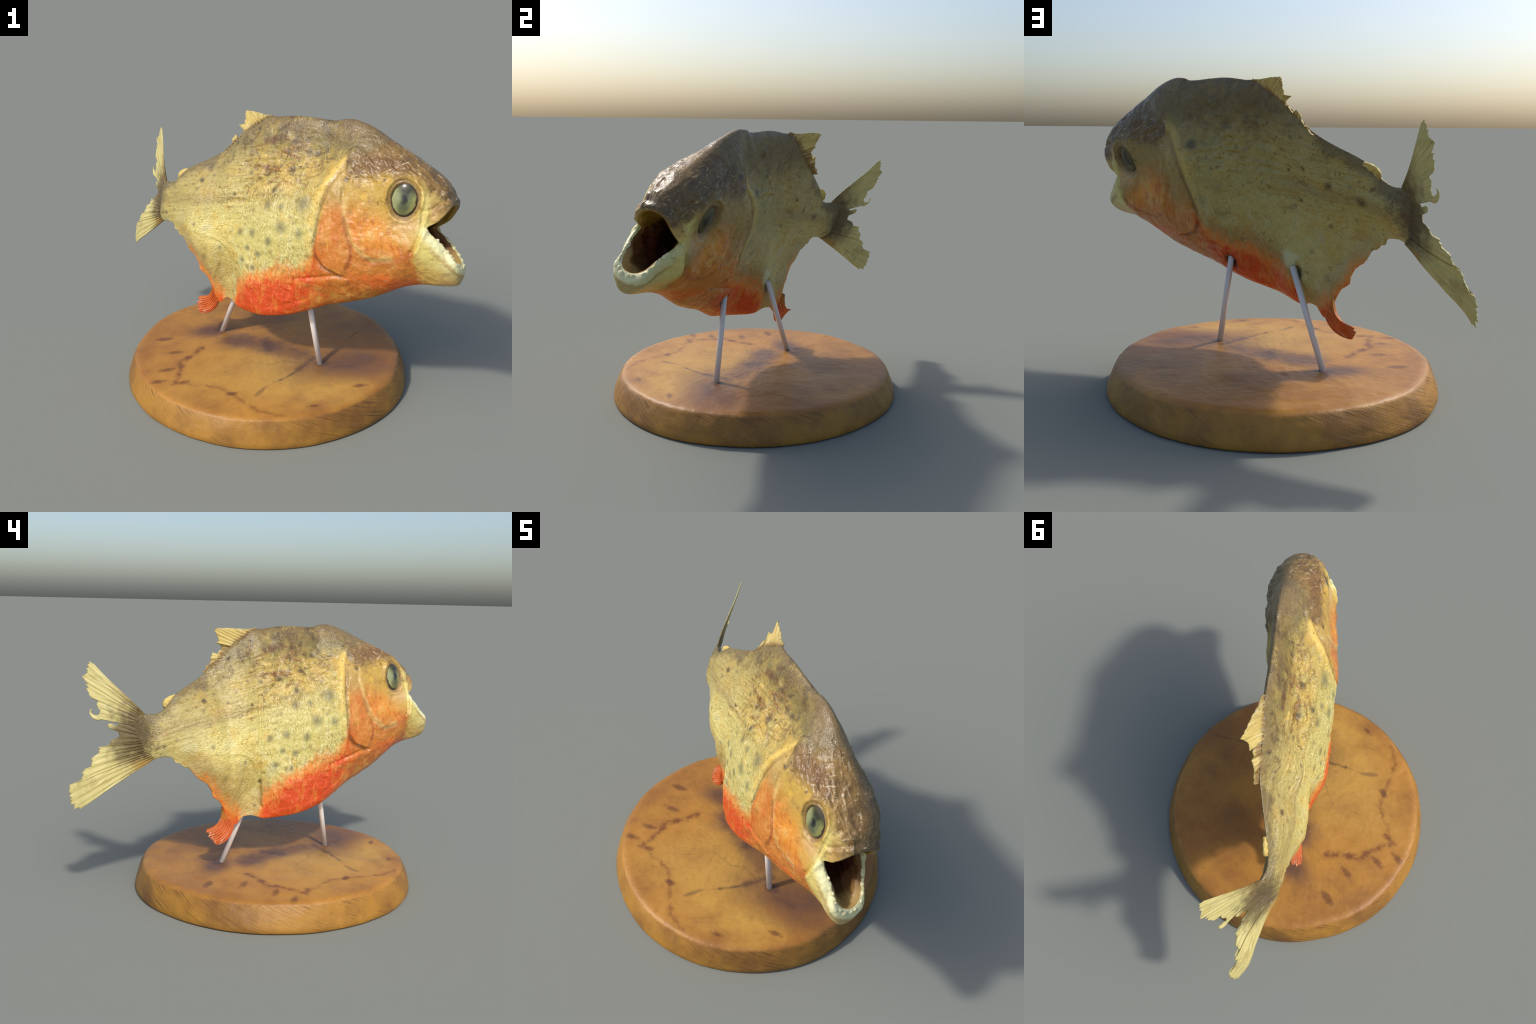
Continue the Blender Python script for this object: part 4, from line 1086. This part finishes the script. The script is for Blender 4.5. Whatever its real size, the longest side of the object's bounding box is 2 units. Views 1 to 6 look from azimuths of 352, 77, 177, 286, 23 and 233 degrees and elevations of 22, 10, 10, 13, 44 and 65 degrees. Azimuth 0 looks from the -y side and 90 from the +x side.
def build_eyes(head, verts, vn):
    for side, e in EYES.items():
        m = (np.sign(verts[:, 2] - .14) == side) & (vn[:, 2] * side > .3)
        r = np.sqrt(((verts[:, 0] - e["at"][0]) / e["r"][0]) ** 2 + ((verts[:, 1] - e["at"][1]) / e["r"][1]) ** 2)
        rim = m & (r > 1.02) & (r < 1.2)
        P = verts[rim]
        A = np.c_[P[:, 0] - e["at"][0], P[:, 1] - e["at"][1], np.ones(len(P))]
        (a, b, c), *_ = np.linalg.lstsq(A, P[:, 2], rcond=None)
        nrm = np.array([-a, -b, 1.0])
        nrm /= np.linalg.norm(nrm)
        u = np.array([1, 0, a]) / math.hypot(1, a)
        v = np.cross(nrm, u)
        rp, rq, rn = (.084, .104, .036) if side > 0 else (.060, .088, .028)
        sink = .027 if side > 0 else .031
        centre = np.array([e["at"][0], e["at"][1], c]) - nrm * side * sink
        nu, nv = 64, 40
        th = np.linspace(0, pi, nv)[:, None]
        ph = np.linspace(0, 2 * pi, nu, endpoint=False)[None]
        V = centre + (np.sin(th) * np.cos(ph))[..., None] * u * rp + (np.sin(th) * np.sin(ph))[..., None] * v * rq + (np.cos(th) * np.ones_like(ph))[..., None] * nrm * rn
        F = grid_faces(nv, nu)
        add("eye", new_mesh("eye", V.reshape(-1, 3), F[:, ::-1].copy(), eye_material(side)), head)


def build_teeth(jaw, G_rim):
    g = Nodes("tooth_enamel", rough=.3, spec=.5)
    enamel = g.finish(g.mix(lin(226, 222, 174), lin(190, 170, 108), g.step(.4, .7, g.noise(30, 3))))
    n = len(G_rim)
    ring = 10
    verts = [(math.cos(a) * (1 - .12 * z) * w, math.sin(a) * .55 * (1 - .12 * z) * w, z) for z, w in ((-1, 1.05), (0, 1), (.5, .66), (.85, .28)) for a in [2 * pi * i / ring for i in range(ring)]] + [(0, 0, 1)]
    faces = [tuple(int(x) for x in f) for f in grid_faces(4, ring)] + [(30 + i, 30 + (i + 1) % ring, 40) for i in range(ring)]
    shape = new_mesh("tooth", np.array(verts), faces, enamel)
    rng = np.random.default_rng(4)
    lower = np.linspace(.33, .69, 15) + rng.normal(0, .006, 15)
    for fr in lower:
        i = int(fr * n) % n
        c = G_rim[i]
        tang = G_rim[(i + 4) % n] - G_rim[(i - 4) % n]
        tang /= np.linalg.norm(tang)
        z = np.array([.30, .95, 0])
        z = z - tang * (z @ tang)
        z /= np.linalg.norm(z)
        y = np.cross(z, tang)
        w = .0200 * (.75 + .4 * rng.random())
        hgt = .016 * (.4 + .8 * rng.random())
        c = c - z * hgt * .35
        M = Matrix(((tang[0] * w, y[0] * w, z[0] * hgt, c[0]), (tang[1] * w, y[1] * w, z[1] * hgt, c[1]), (tang[2] * w, y[2] * w, z[2] * hgt, c[2]), (0, 0, 0, 1)))
        o = bpy.data.objects.new("tooth", shape)
        bpy.context.scene.collection.objects.link(o)
        o.parent = jaw
        o.matrix_basis = M


# ------------------------------------------------------------------ stand
def build_stand(root):
    nt = 360
    a = np.arange(nt) * 2 * pi / nt
    long_axis = 1 + .018 * np.cos(2 * (a + pi / 4))
    wob = fbm(np.stack([np.cos(a) * 3.2, np.sin(a) * 3.2, a * 0], 1), 1, 3, 61)
    profile = [(0.0, .0), (.60, .0), (.915, .0), (.926, .003), (.930, .012), (.927, .035), (.916, .075), (.902, .112), (.888, .140), (.881, .152), (.875, .160), (.866, .166), (.853, .1705), (.835, .173), (.70, .1745), (.50, .1745), (.30, .1745), (.12, .1745), (0.0, .1745)]
    fine = []
    for (r0, z0), (r1, z1) in zip(profile[:-1], profile[1:]):
        k = max(1, int(math.hypot(r1 - r0, z1 - z0) / .012))
        fine += [(r0 + (r1 - r0) * i / k, z0 + (z1 - z0) * i / k) for i in range(k)]
    fine = fine[1:] + [(.004, .1745)]
    R = np.array([f[0] for f in fine])[:, None] * (.994 * long_axis + .005 * wob)[None]
    Z = np.array([f[1] for f in fine])[:, None] * np.ones_like(a)[None]
    X, Y = R * np.cos(a) - .044, R * np.sin(a) - .077
    P = np.stack([X, Y, Z], -1).reshape(-1, 3)
    up = sm(.02, .06, P[:, 2])
    lump = .0035 * fbm(P, (5, 5, 5), 3, 71) + .0012 * fbm(P, 40, 2, 75)
    rad = np.hypot(P[:, 0] + .044, P[:, 1] + .077)
    on_top = sm(.16, .168, P[:, 2])
    P[:, 2] += np.where(P[:, 2] > .1, lump * .9, 0) * up
    out = (1 - on_top) * up * lump * 1.3
    P[:, 0] += (P[:, 0] + .044) / np.maximum(rad, .01) * out
    P[:, 1] += (P[:, 1] + .077) / np.maximum(rad, .01) * out
    # short cracks near the rim
    for ca, cr, ln, turn in ((2.15, .80, .05, 1.1), (2.22, .815, .03, .4), (-.04, .85, .02, 1.2), (3.62, .83, .06, .5), (1.05, .86, .05, 1.5), (4.4, .82, .05, .3)):
        c = np.array([math.cos(ca) * cr - .044, math.sin(ca) * cr - .077])
        d = np.array([math.cos(ca + turn), math.sin(ca + turn)])
        v = P[:, :2] - c
        s, w = v @ d, np.abs(v @ np.array([-d[1], d[0]]))
        P[:, 2] -= on_top * .006 * np.exp(-(s / ln) ** 2) * np.exp(-(w / .005) ** 2)
    nr = len(fine)
    F = grid_faces(nr, nt)
    verts = np.vstack([P, [(-.044, -.077, 0.0)], [(-.044, -.077, .1745)]])
    faces = [tuple(f) for f in F.tolist()] + [((j + 1) % nt, j, nr * nt) for j in range(nt)] + [((nr - 1) * nt + j, (nr - 1) * nt + (j + 1) % nt, nr * nt + 1) for j in range(nt)]
    add("wooden_base", new_mesh("wooden_base", verts, faces, wood_material()), root, fish=False)
    metal = rod_material()
    for foot, head, more in (((.261, -.386, .160), (.191, -.325, .666), .05), ((-.307, .21, .160), (-.163, .042, .658), .05)):
        foot, head = Vector(foot), Vector(head)
        d = (head - foot).normalized()
        ln = (head - foot).length + more
        bm = bmesh.new()
        bmesh.ops.create_cone(bm, cap_ends=True, segments=40, radius1=.0175, radius2=.0175, depth=ln)
        bmesh.ops.bevel(bm, geom=[e for e in bm.edges if len(e.link_faces) == 2 and e.calc_face_angle() > 1], offset=.002, segments=2, affect="EDGES")
        bmesh.ops.transform(bm, matrix=Matrix.Translation((foot + head + d * more) / 2) @ d.to_track_quat("Z", "Y").to_matrix().to_4x4(), verts=bm.verts)
        me = bpy.data.meshes.new("support_rod")
        bm.to_mesh(me)
        bm.free()
        me.polygons.foreach_set("use_smooth", [len(f.vertices) == 4 for f in me.polygons])
        me.materials.append(metal)
        add("support_rod", me, root, fish=False)


def main():
    root = bpy.data.objects.new("mounted_fish", None)
    bpy.context.scene.collection.objects.link(root)
    root["label"] = "taxidermy open-mouthed piranha on two rods and round wooden base"
    root["category"] = "stuffed fish"
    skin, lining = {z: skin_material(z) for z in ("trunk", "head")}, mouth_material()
    parts, verts, vn, number, around, rim = build_body(root, skin, lining)
    build_fins(root, parts["tail_stalk"])
    build_eyes(parts["head"], verts, vn)
    row = int(np.argmin(np.abs(number - (rim - .45))))
    build_teeth(parts["lower_jaw"], verts[row * around:(row + 1) * around])
    build_stand(root)


main()
